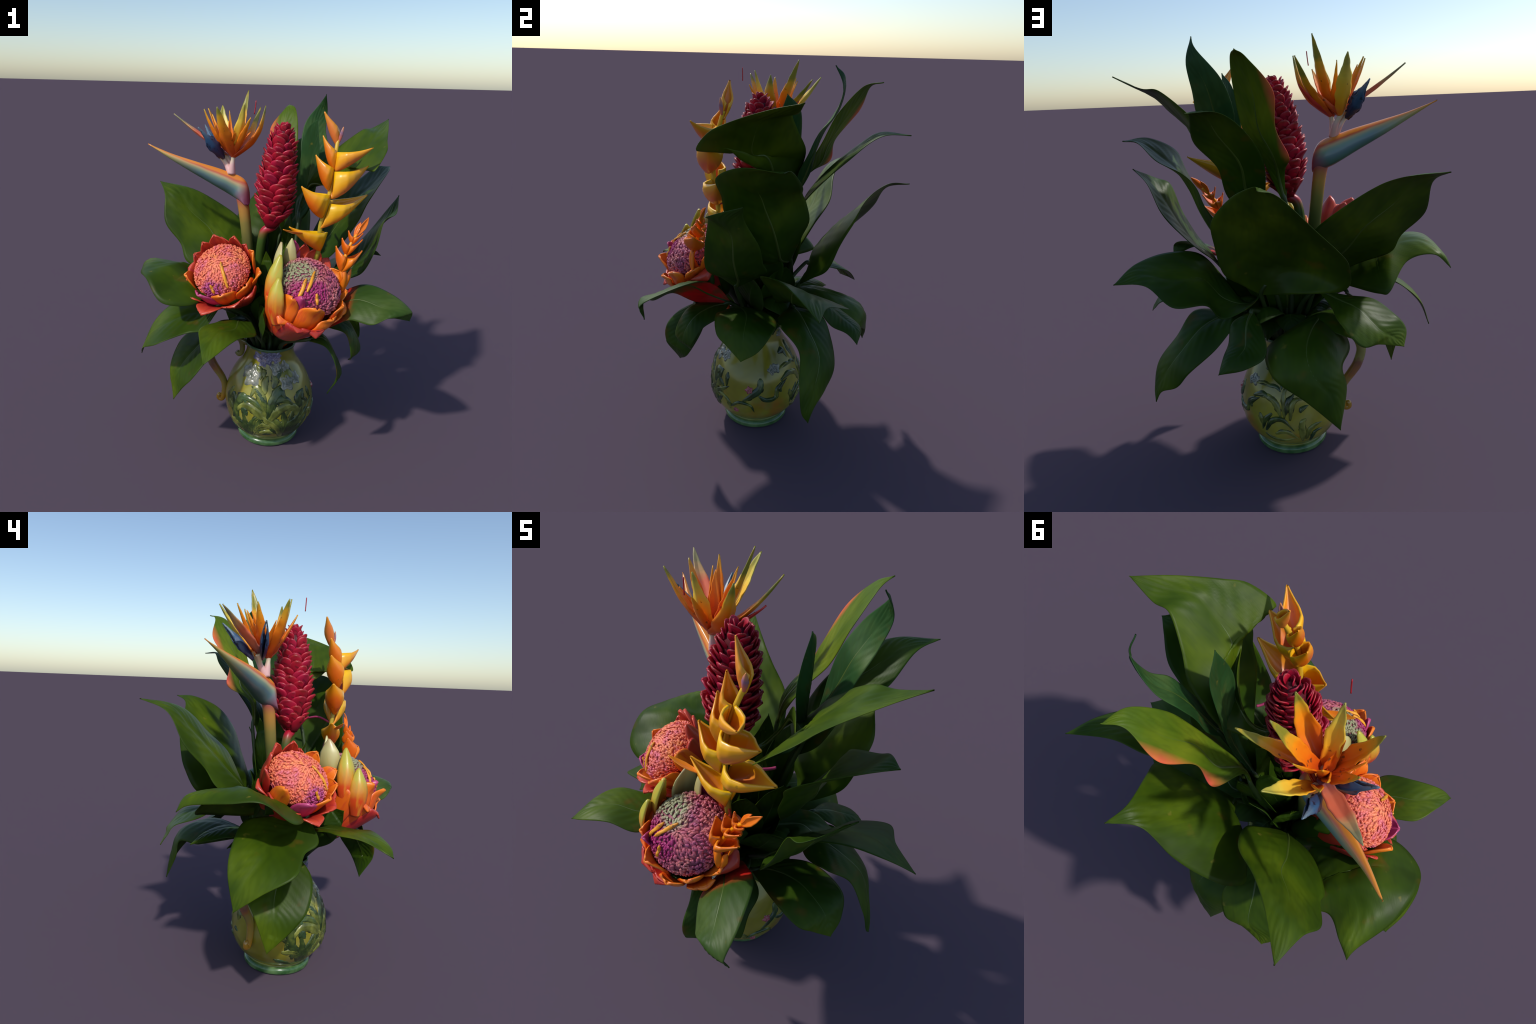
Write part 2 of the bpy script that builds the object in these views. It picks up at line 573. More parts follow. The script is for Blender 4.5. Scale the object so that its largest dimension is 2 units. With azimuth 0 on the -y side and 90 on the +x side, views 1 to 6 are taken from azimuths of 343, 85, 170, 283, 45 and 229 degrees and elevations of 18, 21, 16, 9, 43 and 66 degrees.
# undergrowth on the front, fanning from two tufts near the foot
for th0 in (-136, -84):
    for k in range(6):
        lean = (k - 2.5) * 11 + rnd.uniform(-4, 4)
        top = rnd.uniform(.15, .26)
        relief_leaf(.030, [(th0 + lean * .15, .085), (th0 + lean * .6, .085 + top * .5), (th0 + lean * 1.5, .06 + top)])

# ------------------------------------------------------------------- leaves
def leaf(ends, left, right, cup=0.05, skew=0.0, look="fresh", thick=0.009, veins=13, rib=True):
    """Blade between two margin curves that share the base and the tip in `ends`."""
    base, tip = V(ends[0]), V(ends[1])
    A = [base] + [V(p) for p in left] + [tip]
    B = [base] + [V(p) for p in right] + [tip]
    nu, nv = 72, 25
    P = []
    ripple = rnd.uniform(0, 6)
    mids = []
    normal_sum = Vector()
    for i in range(nu):
        t = i / (nu - 1)
        a, b = catmull(A, t), catmull(B, t)
        t0, t1 = max(t - .02, 0), min(t + .02, 1)
        du = (catmull(A, t1) + catmull(B, t1) - catmull(A, t0) - catmull(B, t0))
        w = a - b
        nrm = du.cross(w)
        nrm = nrm.normalized() if nrm.length > 1e-9 else Vector((0, 0, 1))
        if nrm.z < 0:
            nrm = -nrm
        normal_sum += nrm * w.length
        row = []
        for j in range(nv):
            v = -1 + 2 * j / (nv - 1)
            p = (a + b) * 0.5 + w * (0.5 * v)
            sag = cup * (1 + skew * (1 - 2 * t)) * w.length * (1 - v * v)
            groove = 0.014 * w.length * math.exp(-(v / 0.10) ** 2)
            vein = 0.0016 * math.sin(2 * math.pi * veins * (t - 0.22 * abs(v))) * (1 - v * v) * (1 - math.exp(-(v / .18) ** 2)) * min(1, w.length / .1)
            wob = 0.02 * w.length * noise.noise(Vector((t * 5 + ripple, v * 1.6, ripple))) * (0.4 + abs(v))
            row.append(p + nrm * (-sag - groove + vein + wob))
        mids.append(row[nv // 2])
        P.append(row)
    world = frame(base, tip - base, normal_sum)
    vv, ff = shell(P, lambda i, j: thick * (1 - 0.72 * (abs(j - (nv - 1) / 2) / ((nv - 1) / 2)) ** 3)
                   * (0.55 + 0.45 * math.sin(math.pi * min(1, 0.12 + i / (nu - 1)))))
    ob = add("leaf", new_mesh("leaf", vv, ff, world), root, world, leaf_mat(look))
    if rib:
        vv, ff = tube(mids[3:nu - 6:2], lambda t: 0.0076 * (1 - t) ** .8 + 0.0012, 40, 8)
        add("midrib", new_mesh("midrib", vv, ff, world), ob, world, M_RIB)
    # petiole from the blade down into the mouth of the jug
    d = (mids[4] - mids[0]).normalized()
    out = Vector((base.x - MOUTH.x, base.y - MOUTH.y, 0))
    foot_p = MOUTH + (out.normalized() * min(0.09, out.length) if out.length > 1e-6 else Vector()) + Vector((0, 0, -0.03))
    h = max(0.06, (base - foot_p).length * 0.4)
    path = [foot_p, foot_p * 0.55 + base * 0.45 + UP * h * 0.25 - d * h * 0.25, base, mids[6]]
    vv, ff = tube(path, lambda t: 0.014 - 0.006 * t, 22, 10)
    add("petiole", new_mesh("petiole", vv, ff, world), ob, world, M_STEM)
    return ob


leaf([(-0.133, 0.068, 0.861), (-0.566, 0.522, 1.453)],
     [(-0.085, 0.158, 1.012), (-0.071, 0.242, 1.159), (-0.137, 0.328, 1.266), (-0.274, 0.366, 1.365), (-0.406, 0.422, 1.430)],
     [(-0.311, 0.083, 0.968), (-0.466, 0.164, 1.040), (-0.498, 0.228, 1.138), (-0.572, 0.304, 1.252), (-0.559, 0.387, 1.397)],
     cup=-0.045, look="fresh")
leaf([(0.134, 0.138, 0.891), (0.199, 0.645, 1.450)],
     [(0.233, 0.189, 0.974), (0.304, 0.248, 1.044), (0.337, 0.294, 1.173), (0.345, 0.347, 1.293), (0.275, 0.422, 1.393), (0.201, 0.543, 1.450)],
     [(0.013, 0.274, 0.928), (-0.192, 0.355, 0.958), (-0.188, 0.445, 1.083), (-0.126, 0.491, 1.175), (-0.010, 0.540, 1.290), (0.112, 0.559, 1.411)],
     rib=False, cup=-0.125, skew=1.3, look="fresh")
leaf([(0.114, 0.106, 1.192), (0.417, 0.550, 1.710)],
     [(0.251, 0.111, 1.339), (0.298, 0.217, 1.486), (0.388, 0.299, 1.601), (0.400, 0.427, 1.699)],
     [(0.097, 0.171, 1.374), (0.118, 0.273, 1.513), (0.202, 0.388, 1.639), (0.298, 0.451, 1.706)],
     cup=-0.03, look="deep")
leaf([(-0.000, 0.126, 1.272), (0.230, 0.462, 1.915)],
     [(0.007, 0.152, 1.442), (0.012, 0.281, 1.521), (0.065, 0.292, 1.636), (0.088, 0.394, 1.778), (0.181, 0.414, 1.890)],
     [(0.059, 0.127, 1.409), (0.117, 0.164, 1.530), (0.185, 0.208, 1.639), (0.217, 0.268, 1.777), (0.235, 0.366, 1.894)],
     cup=0.0, look="red_edged")
leaf([(0.204, 0.093, 1.384), (0.362, 0.215, 1.984)],
     [(0.204, 0.157, 1.501), (0.210, 0.183, 1.624), (0.221, 0.219, 1.724), (0.266, 0.267, 1.832), (0.349, 0.262, 1.935)],
     [(0.271, 0.090, 1.504), (0.334, 0.123, 1.609), (0.363, 0.160, 1.705), (0.374, 0.221, 1.782), (0.390, 0.248, 1.893)],
     cup=0.03, look="blue")
leaf([(0.288, -0.194, 0.947), (0.663, -0.172, 1.460)],
     [(0.325, -0.105, 1.010), (0.385, -0.052, 1.070), (0.460, -0.075, 1.140), (0.550, -0.100, 1.255), (0.605, -0.165, 1.385)],
     [(0.336, -0.261, 1.019), (0.390, -0.331, 1.088), (0.456, -0.335, 1.216), (0.498, -0.315, 1.357), (0.567, -0.317, 1.394)],
     cup=0.06, look="deep")
leaf([(-0.011, -0.081, 0.865), (0.773, 0.136, 1.004)],
     [(0.108, -0.067, 0.785), (0.201, 0.011, 0.822), (0.290, -0.038, 0.934), (0.392, -0.083, 1.051), (0.530, -0.017, 1.087), (0.676, 0.061, 1.070)],
     [(0.079, 0.039, 0.893), (0.195, 0.185, 0.856), (0.321, 0.207, 0.822), (0.391, 0.244, 0.904), (0.525, 0.318, 0.940), (0.635, 0.200, 1.006)],
     cup=0.0, look="deep")
leaf([(0.209, -0.214, 0.797), (0.645, -0.178, 0.750)],
     [(0.327, -0.257, 0.840), (0.443, -0.292, 0.874), (0.554, -0.286, 0.841), (0.599, -0.240, 0.803)],
     [(0.297, -0.075, 0.828), (0.419, -0.005, 0.828), (0.572, -0.037, 0.844), (0.630, -0.101, 0.788)],
     cup=-0.05, look="deep")
leaf([(0.047, -0.398, 0.757), (0.152, -0.490, 0.473)],
     [(0.131, -0.490, 0.749), (0.157, -0.554, 0.677), (0.167, -0.557, 0.587)],
     [(0.160, -0.341, 0.760), (0.222, -0.371, 0.666), (0.249, -0.440, 0.554)],
     cup=-0.05, look="deep")
leaf([(0.141, -0.212, 0.795), (0.528, -0.604, 0.904)],
     [(0.255, -0.279, 0.930), (0.388, -0.359, 1.023), (0.475, -0.500, 1.015), (0.521, -0.618, 0.967)],
     [(0.152, -0.387, 0.805), (0.234, -0.505, 0.897), (0.321, -0.590, 0.898), (0.394, -0.629, 0.944)],
     cup=-0.08, look="red_based")
leaf([(0.205, 0.094, 0.801), (0.651, 0.136, 0.417)],
     [(0.323, 0.012, 0.791), (0.441, 0.018, 0.797), (0.526, 0.097, 0.723), (0.618, 0.091, 0.607), (0.651, 0.101, 0.480)],
     [(0.273, 0.232, 0.788), (0.367, 0.276, 0.708), (0.486, 0.278, 0.614), (0.547, 0.230, 0.529), (0.618, 0.170, 0.483)],
     cup=-0.08, look="deep")
leaf([(-0.206, 0.067, 0.752), (-0.105, 0.575, 0.432)],
     [(-0.008, 0.177, 0.737), (0.146, 0.308, 0.705), (0.147, 0.467, 0.648), (0.025, 0.546, 0.560)],
     [(-0.222, 0.213, 0.721), (-0.219, 0.347, 0.685), (-0.144, 0.480, 0.664), (-0.156, 0.501, 0.573)],
     cup=-0.21, look="deep")
leaf([(0.181, 0.185, 0.839), (0.366, 0.414, 0.663)],
     [(0.280, 0.228, 0.809), (0.310, 0.293, 0.738), (0.341, 0.365, 0.712)],
     [(0.158, 0.312, 0.791), (0.166, 0.413, 0.721), (0.259, 0.458, 0.696)],
     cup=-0.12, look="deep")
leaf([(-0.111, 0.202, 0.915), (-0.414, 0.482, 0.725)],
     [(-0.244, 0.248, 0.888), (-0.358, 0.292, 0.871), (-0.410, 0.401, 0.834), (-0.441, 0.436, 0.782)],
     [(-0.137, 0.346, 0.882), (-0.140, 0.461, 0.857), (-0.211, 0.525, 0.771), (-0.299, 0.497, 0.756)],
     cup=-0.02, look="fresh")
leaf([(-0.262, -0.063, 0.921), (-0.718, 0.280, 0.983)],
     [(-0.276, 0.059, 0.882), (-0.325, 0.174, 0.879), (-0.379, 0.276, 0.895), (-0.426, 0.299, 0.908), (-0.537, 0.213, 1.010), (-0.644, 0.257, 1.045)],
     [(-0.392, -0.162, 0.973), (-0.526, -0.244, 0.956), (-0.670, -0.221, 0.968), (-0.726, -0.109, 1.055), (-0.746, 0.034, 1.045), (-0.717, 0.219, 1.018)],
     rib=False, cup=-0.21, look="fresh")
leaf([(-0.366, -0.242, 0.932), (-0.764, 0.000, 0.584)],
     [(-0.400, -0.096, 0.926), (-0.458, 0.035, 0.906), (-0.591, 0.060, 0.831), (-0.693, 0.050, 0.728)],
     [(-0.472, -0.313, 0.843), (-0.554, -0.264, 0.806), (-0.710, -0.251, 0.757), (-0.765, -0.121, 0.678)],
     rib=False, cup=0.02, look="fresh")
leaf([(-0.347, -0.173, 0.758), (-0.610, -0.121, 0.336)],
     [(-0.444, 0.003, 0.709), (-0.545, 0.025, 0.617), (-0.615, -0.054, 0.514)],
     [(-0.441, -0.285, 0.663), (-0.540, -0.292, 0.549), (-0.585, -0.235, 0.460)],
     cup=0.01, look="fresh")
leaf([(-0.176, -0.230, 0.743), (-0.546, -0.643, 0.826)],
     [(-0.321, -0.227, 0.836), (-0.421, -0.328, 0.877), (-0.511, -0.403, 0.892), (-0.536, -0.514, 0.883)],
     [(-0.225, -0.321, 0.856), (-0.247, -0.477, 0.857), (-0.363, -0.552, 0.887), (-0.481, -0.626, 0.859)],
     cup=0.0, look="fresh")
leaf([(0.044, 0.061, 1.171), (0.238, 0.032, 1.859)],
     [(0.139, 0.104, 1.368), (0.171, 0.108, 1.580), (0.197, 0.101, 1.778)],
     [(0.197, 0.032, 1.337), (0.234, -0.007, 1.504), (0.232, -0.020, 1.684)],
     cup=0.1, look="blue")
leaf([(0.082, -0.131, 1.295), (0.682, 0.048, 1.857)],
     [(0.105, -0.036, 1.346), (0.142, 0.041, 1.415), (0.209, 0.097, 1.475), (0.268, 0.115, 1.565), (0.343, 0.109, 1.637), (0.416, 0.063, 1.721), (0.507, 0.024, 1.800), (0.577, 0.040, 1.808)],
     [(0.152, -0.016, 1.435), (0.235, -0.030, 1.593), (0.355, -0.151, 1.576), (0.399, -0.249, 1.650), (0.384, -0.365, 1.632), (0.476, -0.313, 1.717), (0.525, -0.226, 1.767), (0.613, -0.078, 1.823)],
     cup=0.03, look="fresh")
leaf([(0.125, 0.094, 1.020), (0.679, -0.021, 1.597)],
     [(0.226, 0.096, 1.112), (0.293, 0.119, 1.219), (0.352, 0.140, 1.310), (0.385, 0.119, 1.400), (0.446, 0.090, 1.461), (0.545, 0.074, 1.515), (0.617, 0.020, 1.590)],
     [(0.199, -0.041, 1.035), (0.285, -0.115, 1.100), (0.340, -0.190, 1.230), (0.385, -0.245, 1.345), (0.420, -0.260, 1.440), (0.463, -0.282, 1.531), (0.580, -0.180, 1.598)],
     cup=0.06, look="deep")
leaf([(0.202, -0.222, 0.823), (0.301, -0.416, 0.615)],
     [(0.177, -0.379, 0.810), (0.255, -0.458, 0.793), (0.271, -0.495, 0.675)],
     [(0.326, -0.273, 0.809), (0.355, -0.357, 0.760), (0.368, -0.414, 0.667)],
     cup=-0.06, look="deep")


def filler_leaf(tip, face, width, start=0.3, look="deep", mid_out=0.04):
    """Upright inner leaf from the mouth of the jug, broad in the upper half."""
    tip, face = V(tip), V(face)
    base = MOUTH.lerp(tip, start * .6) + UP * .02
    ax = tip - base
    face = (face - ax * (face.dot(ax) / ax.length_squared)).normalized()
    s = face.cross(ax).normalized()
    A, B = [], []
    for t, w in ((.2, .42), (.42, .86), (.65, 1.0), (.85, .55)):
        c = base + ax * t + face * (mid_out * math.sin(math.pi * t)) - face * (.03 * t * t)
        A.append(c + s * (width * .5 * w))
        B.append(c - s * (width * .5 * w))
    leaf([base, tip], A, B, cup=0.05 if face.z > 0 else -0.05, look=look)


for tip, face, width in (((0.17, -0.20, 1.20), (.6, -.7, .2), .17), ((0.05, -0.16, 1.24), (-.2, -1, .2), .15),
                         ((0.22, -0.04, 1.20), (1, -.3, .2), .22), ((-0.085, -0.11, 1.17), (-.5, -.8, .2), .10),
                         ((0.20, 0.06, 1.02), (.9, .4, .2), .20), ((0.03, 0.14, 1.06), (0, 1, .15), .24),
                         ((-0.14, 0.05, 1.10), (-.8, .5, .1), .20), ((0.28, -0.12, 1.00), (.8, -.5, .4), .20),
                         ((-0.02, -0.28, 1.02), (-.3, -.9, .3), .16), ((-0.14, -0.27, 0.98), (-.6, -.7, .3), .17), ((-0.19, -0.40, 0.93), (-.6, -.6, .6), .19), ((-0.12, -0.34, 1.08), (-.6, -.7, .3), .12), ((-0.24, 0.02, 0.98), (-.8, .2, .3), .18), ((0.10, -0.05, 1.30), (.5, -.8, .1), .14),
                         ((-0.01, 0.09, 1.36), (-.9, .4, .1), .15), ((0.10, 0.02, 1.34), (.8, .3, .1), .16), ((0.05, 0.16, 1.30), (-.2, .9, .2), .18)):
    filler_leaf(tip, face, width)
for tip, reach_w in (((-0.29, 0.37, 0.70), .22), ((0.22, 0.22, 0.76), .18), ((0.28, 0.05, 0.78), .18)):
    tip = V(tip)
    base = MOUTH.lerp(tip, .12) + UP * .05
    s = (tip - base).cross(UP).normalized()
    A = [base.lerp(tip, t) + UP * .08 * math.sin(math.pi * t) + s * reach_w * .5 * w for t, w in ((.25, .6), (.5, 1), (.78, .7))]
    B = [base.lerp(tip, t) + UP * .08 * math.sin(math.pi * t) - s * reach_w * .5 * w for t, w in ((.25, .6), (.5, 1), (.78, .7))]
    leaf([base, tip], A, B, cup=-.1, look="deep")


def d_front(a):
    return math.cos(a - math.radians(-108)) > 0.45


for k in range(11):                       # collar of short leaves that closes the mouth
    a = math.radians(k * 360 / 11 + 14 + rnd.uniform(-8, 8))
    if d_front(a):
        continue
    d = Vector((math.cos(a), math.sin(a), 0))
    s = Vector((-d.y, d.x, 0))
    base = MOUTH + d * .05 + UP * .01
    reach = rnd.uniform(.18, .26)
    lift = rnd.uniform(.08, .15)
    w = rnd.uniform(.07, .10)
    A, B = [], []
    for t, g, z in ((.25, .6, .75), (.5, 1.0, 1.0), (.78, .75, .85)):
        c = base + d * (reach * t) + UP * (lift * z)
        A.append(c + s * w * g)
        B.append(c - s * w * g)
    leaf([base, base + d * reach + UP * lift * .4], A, B, cup=-.06, look="deep")


# --------------------------------------------------------- petals and bracts
def blade(name, parent, base, tip, width, face, mat, bow=0.0, fold=0.1, thick=0.008, shape=None, side=None,
          nu=26, nv=11, rag=0.0, mid=None):
    """Petal from base to tip. `face` is the way its upper side looks, bow lifts the
    middle along face, fold > 0 makes it a trough, shape is a width table over length."""
    base, tip, face = V(base), V(tip), V(face)
    shape = shape or [(0, .35), (.25, .8), (.5, 1.0), (.75, .72), (.92, .3), (1, .06)]
    ax = tip - base
    face = (face - ax * (face.dot(ax) / ax.length_squared)).normalized()
    s = face.cross(ax).normalized()
    seed = rnd.uniform(0, 50)
    P = []
    for i in range(nu):
        t = i / (nu - 1)
        c = base + ax * t + face * (bow * math.sin(math.pi * t))
        if mid is not None:
            c += V(mid) * (4 * t * (1 - t))
        w = 0.5 * width * lerp1(shape, t)
        row = []
        for j in range(nv):
            v = -1 + 2 * j / (nv - 1)
            edge = 1 + rag * noise.noise(Vector((t * 9 + seed, v * 1.3, seed)))
            row.append(c + s * (w * v * edge) + face * (fold * w * 2 * (abs(v) ** 1.5 - 0.4)
                       + rag * 0.2 * w * noise.noise(Vector((t * 7, v * 2, seed + 9)))))
        P.append(row)
    world = frame(base, ax, face)
    vv, ff = shell(P, lambda i, j: thick * (1 - 0.6 * (abs(j - (nv - 1) / 2) / ((nv - 1) / 2)) ** 2) * (1 - 0.5 * i / (nu - 1)))
    return add(name, new_mesh(name, vv, ff, world), parent, world, mat)


# --------------------------------------------------------- bird of paradise
SPATHE_TOP = [(-0.174, -0.039, 1.408), (-0.183, -0.018, 1.538), (-0.296, 0.024, 1.592), (-0.423, 0.064, 1.629), (-0.548, 0.122, 1.668), (-0.665, 0.185, 1.715)]
SPATHE_KEEL = [(-0.174, -0.039, 1.408), (-0.232, 0.048, 1.447), (-0.341, 0.080, 1.512), (-0.451, 0.114, 1.578), (-0.563, 0.140, 1.646), (-0.665, 0.185, 1.715)]
bop = add("bird_of_paradise", None, root, Matrix.Translation((-0.17, -0.01, 1.2)))
n = Nodes("flower_stalk_rainbow", rough=0.35)
f = n.math("ADD", n.axis("Z", -0.60, 0.26), n.math("MULTIPLY", n.math("SUBTRACT", n.noise(7, 2), 0.5), 0.10))
c = n.ramp(f, [(0.5, srgb(66, 76, 36)), (0.70, srgb(96, 98, 50)), (0.82, srgb(132, 118, 56)), (0.90, srgb(180, 128, 58)), (0.96, srgb(172, 92, 76)), (1.0, srgb(160, 92, 120))])
M_BOP_STEM = n.done(c)
vv, ff = tube([(-0.06, -0.06, 0.58), (-0.115, -0.045, 0.85), (-0.152, -0.022, 1.08), (-0.166, -0.010, 1.225), (-0.178, -0.002, 1.34), (-0.190, 0.005, 1.43), (-0.198, 0.012, 1.47)],
              lambda t: lerp1([(0, .026), (.75, .031), (.93, .034), (1, .040)], t), 60, 20)
w0 = Matrix.Translation((-0.17, -0.01, 1.2))
add("stem", new_mesh("stem", vv, ff, w0), bop, w0, M_BOP_STEM)

top = [V(p) for p in SPATHE_TOP]
keel = [V(p) for p in SPATHE_KEEL]
vv = []
NU, NV = 60, 28
w0 = frame((top[0] + keel[0]) * 0.5, top[-1] - (top[0] + keel[0]) * 0.5, UP)
for i in range(NU):
    t = i / (NU - 1)
    a, b = catmull(top, t), catmull(keel, t)
    m = (a + b) * 0.5
    h = (a - b) * 0.5
    d = (catmull(top, min(t + .02, 1)) + catmull(keel, min(t + .02, 1)) - catmull(top, max(t - .02, 0)) - catmull(keel, max(t - .02, 0)))
    s = d.cross(h).normalized()
    wid = lerp1([(0, .036), (.15, .044), (.35, .038), (.7, .019), (.93, .007), (1, .003)], t)
    heel = lerp1([(0, .50), (.05, .86), (.11, 1), (1, 1)], t)     # rounded heel that grows out of the stem
    h *= heel
    wid *= heel
    if h.length < 0.003:
        h = UP * 0.003
    for j in range(NV):
        q = 2 * math.pi * j / NV
        cy, sx = math.cos(q), math.sin(q)
        vv.append(m + h * cy + s * wid * sx * (1 - 0.35 * max(cy, 0) ** 2))
ff = grid_faces(NU, NV, closed_v=True)
ff += [tuple(range(NV))[::-1], tuple(range((NU - 1) * NV, NU * NV))]
n = Nodes("spathe_rainbow", rough=0.3, Coat_Weight=0.2)
# distance below the crest: crest runs from (0, .06) at the heel to 0 at the tip in local x, z
sx = n.axis("X", 0.0, 0.62)
crest = n.math("MULTIPLY", n.math("SUBTRACT", 1.0, sx), 0.124)
s = n.t.nodes.new("ShaderNodeSeparateXYZ")
n.link(n.tc.outputs["Object"], s.inputs[0])
below = n.math("SUBTRACT", crest, s.outputs["Z"])
below = n.math("ADD", n.math("DIVIDE", below, n.math("ADD", crest, 0.012)), n.math("MULTIPLY", n.math("SUBTRACT", n.noise(10, 2), .5), .16))
body = n.ramp(below, [(0.05, srgb(224, 134, 44)), (0.13, srgb(202, 96, 62)), (0.25, srgb(188, 164, 118)), (0.40, srgb(126, 150, 130)), (0.60, srgb(92, 120, 128)), (1.0, srgb(66, 94, 88))])
body = n.mix(n.ramp(sx, [(0.50, 0.0), (0.95, 1.0)]), body, n.ramp(below, [(0.15, srgb(222, 140, 48)), (0.7, srgb(164, 166, 74))]))
heel = n.ramp(sx, [(0.0, 1.0), (0.08, 0.7), (0.16, 0.0)])
body = n.mix(heel, body, n.ramp(below, [(0.1, srgb(176, 66, 66)), (1.0, srgb(140, 80, 112))]))
M_SPATHE = n.done(body)
add("spathe", new_mesh("spathe", vv, ff, w0), bop, w0, M_SPATHE)

M_PETAL = two_tone("orange_petal", "X", 0.0, 0.29, [(0.1, srgb(190, 64, 14)), (0.4, srgb(228, 106, 10)), (0.68, srgb(236, 142, 16)), (0.88, srgb(206, 156, 36)), (1.0, srgb(132, 128, 40))],
                   0.4, 13, srgb(112, 60, 26), 0.68)
M_PETAL_Y = two_tone("yellow_petal", "X", 0.0, 0.28, [(0.1, srgb(232, 130, 30)), (0.4, srgb(246, 182, 40)), (0.75, srgb(226, 196, 70)), (1.0, srgb(168, 160, 66))],
                     0.4, 13, srgb(150, 90, 30), 0.72)
M_PETAL_P = two_tone("pink_petal", "X", 0.0, 0.30, [(0.1, srgb(150, 96, 104)), (0.35, srgb(222, 128, 96)), (0.65, srgb(228, 112, 78)), (0.85, srgb(214, 160, 104)), (1.0, srgb(150, 140, 96))], 0.4, 11)
M_PETAL_R = two_tone("red_petal", "X", 0.0, 0.2, [(0.2, srgb(170, 26, 40)), (0.9, srgb(214, 60, 56))], 0.4, 12)
M_BLUE = two_tone("blue_petal", "X", 0.0, 0.2, [(0.1, srgb(40, 38, 66)), (0.4, srgb(42, 52, 90)), (0.7, srgb(46, 84, 118)), (1.0, srgb(96, 116, 130))],
                  0.4, 18, srgb(28, 32, 52), 0.6)
M_PALE = two_tone("pale_neck", "Z", -0.05, 0.06, [(0.1, srgb(222, 176, 172)), (0.4, srgb(210, 196, 168)), (0.8, srgb(190, 150, 96))], 0.4, 14)

KNOT = V((-0.252, 0.012, 1.575))
HUB_A, HUB_B, HUB = V((-0.244, 0.004, 1.664)), V((-0.270, 0.060, 1.667)), V((-0.255, 0.030, 1.672))
for hub in (HUB_A, HUB_B, V((-0.298, 0.035, 1.655))):
    w0 = Matrix.Translation(hub)
    vv, ff = tube([KNOT, KNOT.lerp(hub, .55) + (hub - KNOT).cross(UP) * 0.2, hub, hub + (hub - KNOT) * 0.25], lambda t: lerp1([(0, .022), (.5, .011), (1, .014)], t), 20, 12)
    add("flower_neck", new_mesh("flower_neck", vv, ff, w0), bop, w0, M_PALE)

C = V((-0.255, 0.035, 1.83))
for hub, tip, width, mat, bow, mid in (
        (HUB_A, (-0.132, 0.124, 1.998), .064, M_PETAL, -.012, None),
        (HUB_B, (-0.242, 0.258, 1.914), .066, M_PETAL_Y, -.010, None),
        (HUB, (-0.393, 0.030, 1.904), .052, M_PETAL, -.012, None),
        (HUB_A, (-0.044, 0.183, 1.910), .052, M_PETAL, -.020, None),
        (HUB_A, (-0.082, -0.020, 1.925), .076, M_PETAL, -.045, None),
        (HUB_A, (-0.358, -0.107, 1.921), .066, M_PETAL, -.018, None),
        (HUB_B, (-0.348, 0.139, 1.903), .036, M_PETAL, -.004, None),
        (HUB_A, (-0.213, -0.091, 1.941), .066, M_PETAL_Y, -.012, None),
        (HUB_A, (-0.190, -0.119, 1.872), .046, M_PETAL, -.014, None),
        (HUB, (-0.300, 0.080, 1.875), .038, M_PETAL, .0, None),
        (HUB, (-0.529, 0.154, 1.873), .058, M_PETAL_P, -.014, None),
        (HUB_A, (-0.070, 0.123, 1.803), .030, M_PETAL_R, -.008, None)):
    tip = V(tip)
    face = C + V((0, 0, .12)) - (hub + tip) * 0.5
    blade("petal", bop, hub, tip, width, face, mat, bow=bow, fold=rnd.uniform(.2, .34), thick=0.013, rag=0.34, mid=[rnd.uniform(-.006, .006) for _ in range(3)],
          shape=[(0, .5), (.15, .72), (.35, 1), (.55, .95), (.75, .62), (.92, .26), (1, .05)])
for k in range(5):
    a = 2 * math.pi * k / 5 + rnd.uniform(-.25, .25)
    hub = rnd.choice((HUB_A, HUB_B, HUB))
    tip = hub + V((.13 * math.cos(a), .13 * math.sin(a), rnd.uniform(.12, .23)))
    blade("petal", bop, hub, tip, rnd.uniform(.022, .036), C - (hub + tip) * .5 + V((0, 0, .1)) + V((rnd.uniform(-.1, .1), rnd.uniform(-.1, .1), 0)),
          rnd.choice((M_PETAL, M_PETAL, M_PETAL_Y)), bow=rnd.uniform(-.015, .004), fold=.4, thick=.010, rag=.5,
          shape=[(0, .5), (.2, .8), (.45, 1), (.65, .7), (.85, .35), (1, .05)])
for base, tip, w in (((-0.292, 0.022, 1.655), (-0.436, -0.022, 1.817), .062), ((-0.298, 0.067, 1.650), (-0.352, 0.207, 1.812), .058)):
    base, tip = V(base), V(tip)
    for k, face in ((0, V((-.4, -.3, .5))), (1, V((.4, .5, -.4)))):
        blade("blue_petal", bop, base + V((0, 0, .004 * k)), tip, w * (1 - .12 * k), face, M_BLUE, bow=.012, fold=-.22, thick=0.012, rag=0.45,
              shape=[(0, .3), (.15, .7), (.35, 1.0), (.5, .95), (.62, .6), (.75, .3), (.9, .18), (1, .05)])

# -------------------------------------------------------------- red ginger
ginger = add("ginger_flower", None, root, Matrix.Translation((-0.06, -0.09, 1.3)))
G0, G1 = V((-0.052, -0.088, 1.316)), V((0.006, -0.075, 1.838))
gaxis = (G1 - G0).normalized()
gx = gaxis.orthogonal().normalized()
gy = gaxis.cross(gx)
GL = (G1 - G0).length


def ginger_radius(t):
    return lerp1([(0, .03), (.06, .066), (.16, .088), (.30, .095), (.45, .093), (.62, .085), (.78, .080), (.88, .068), (.95, .050), (.985, .028), (1, .008)], t)


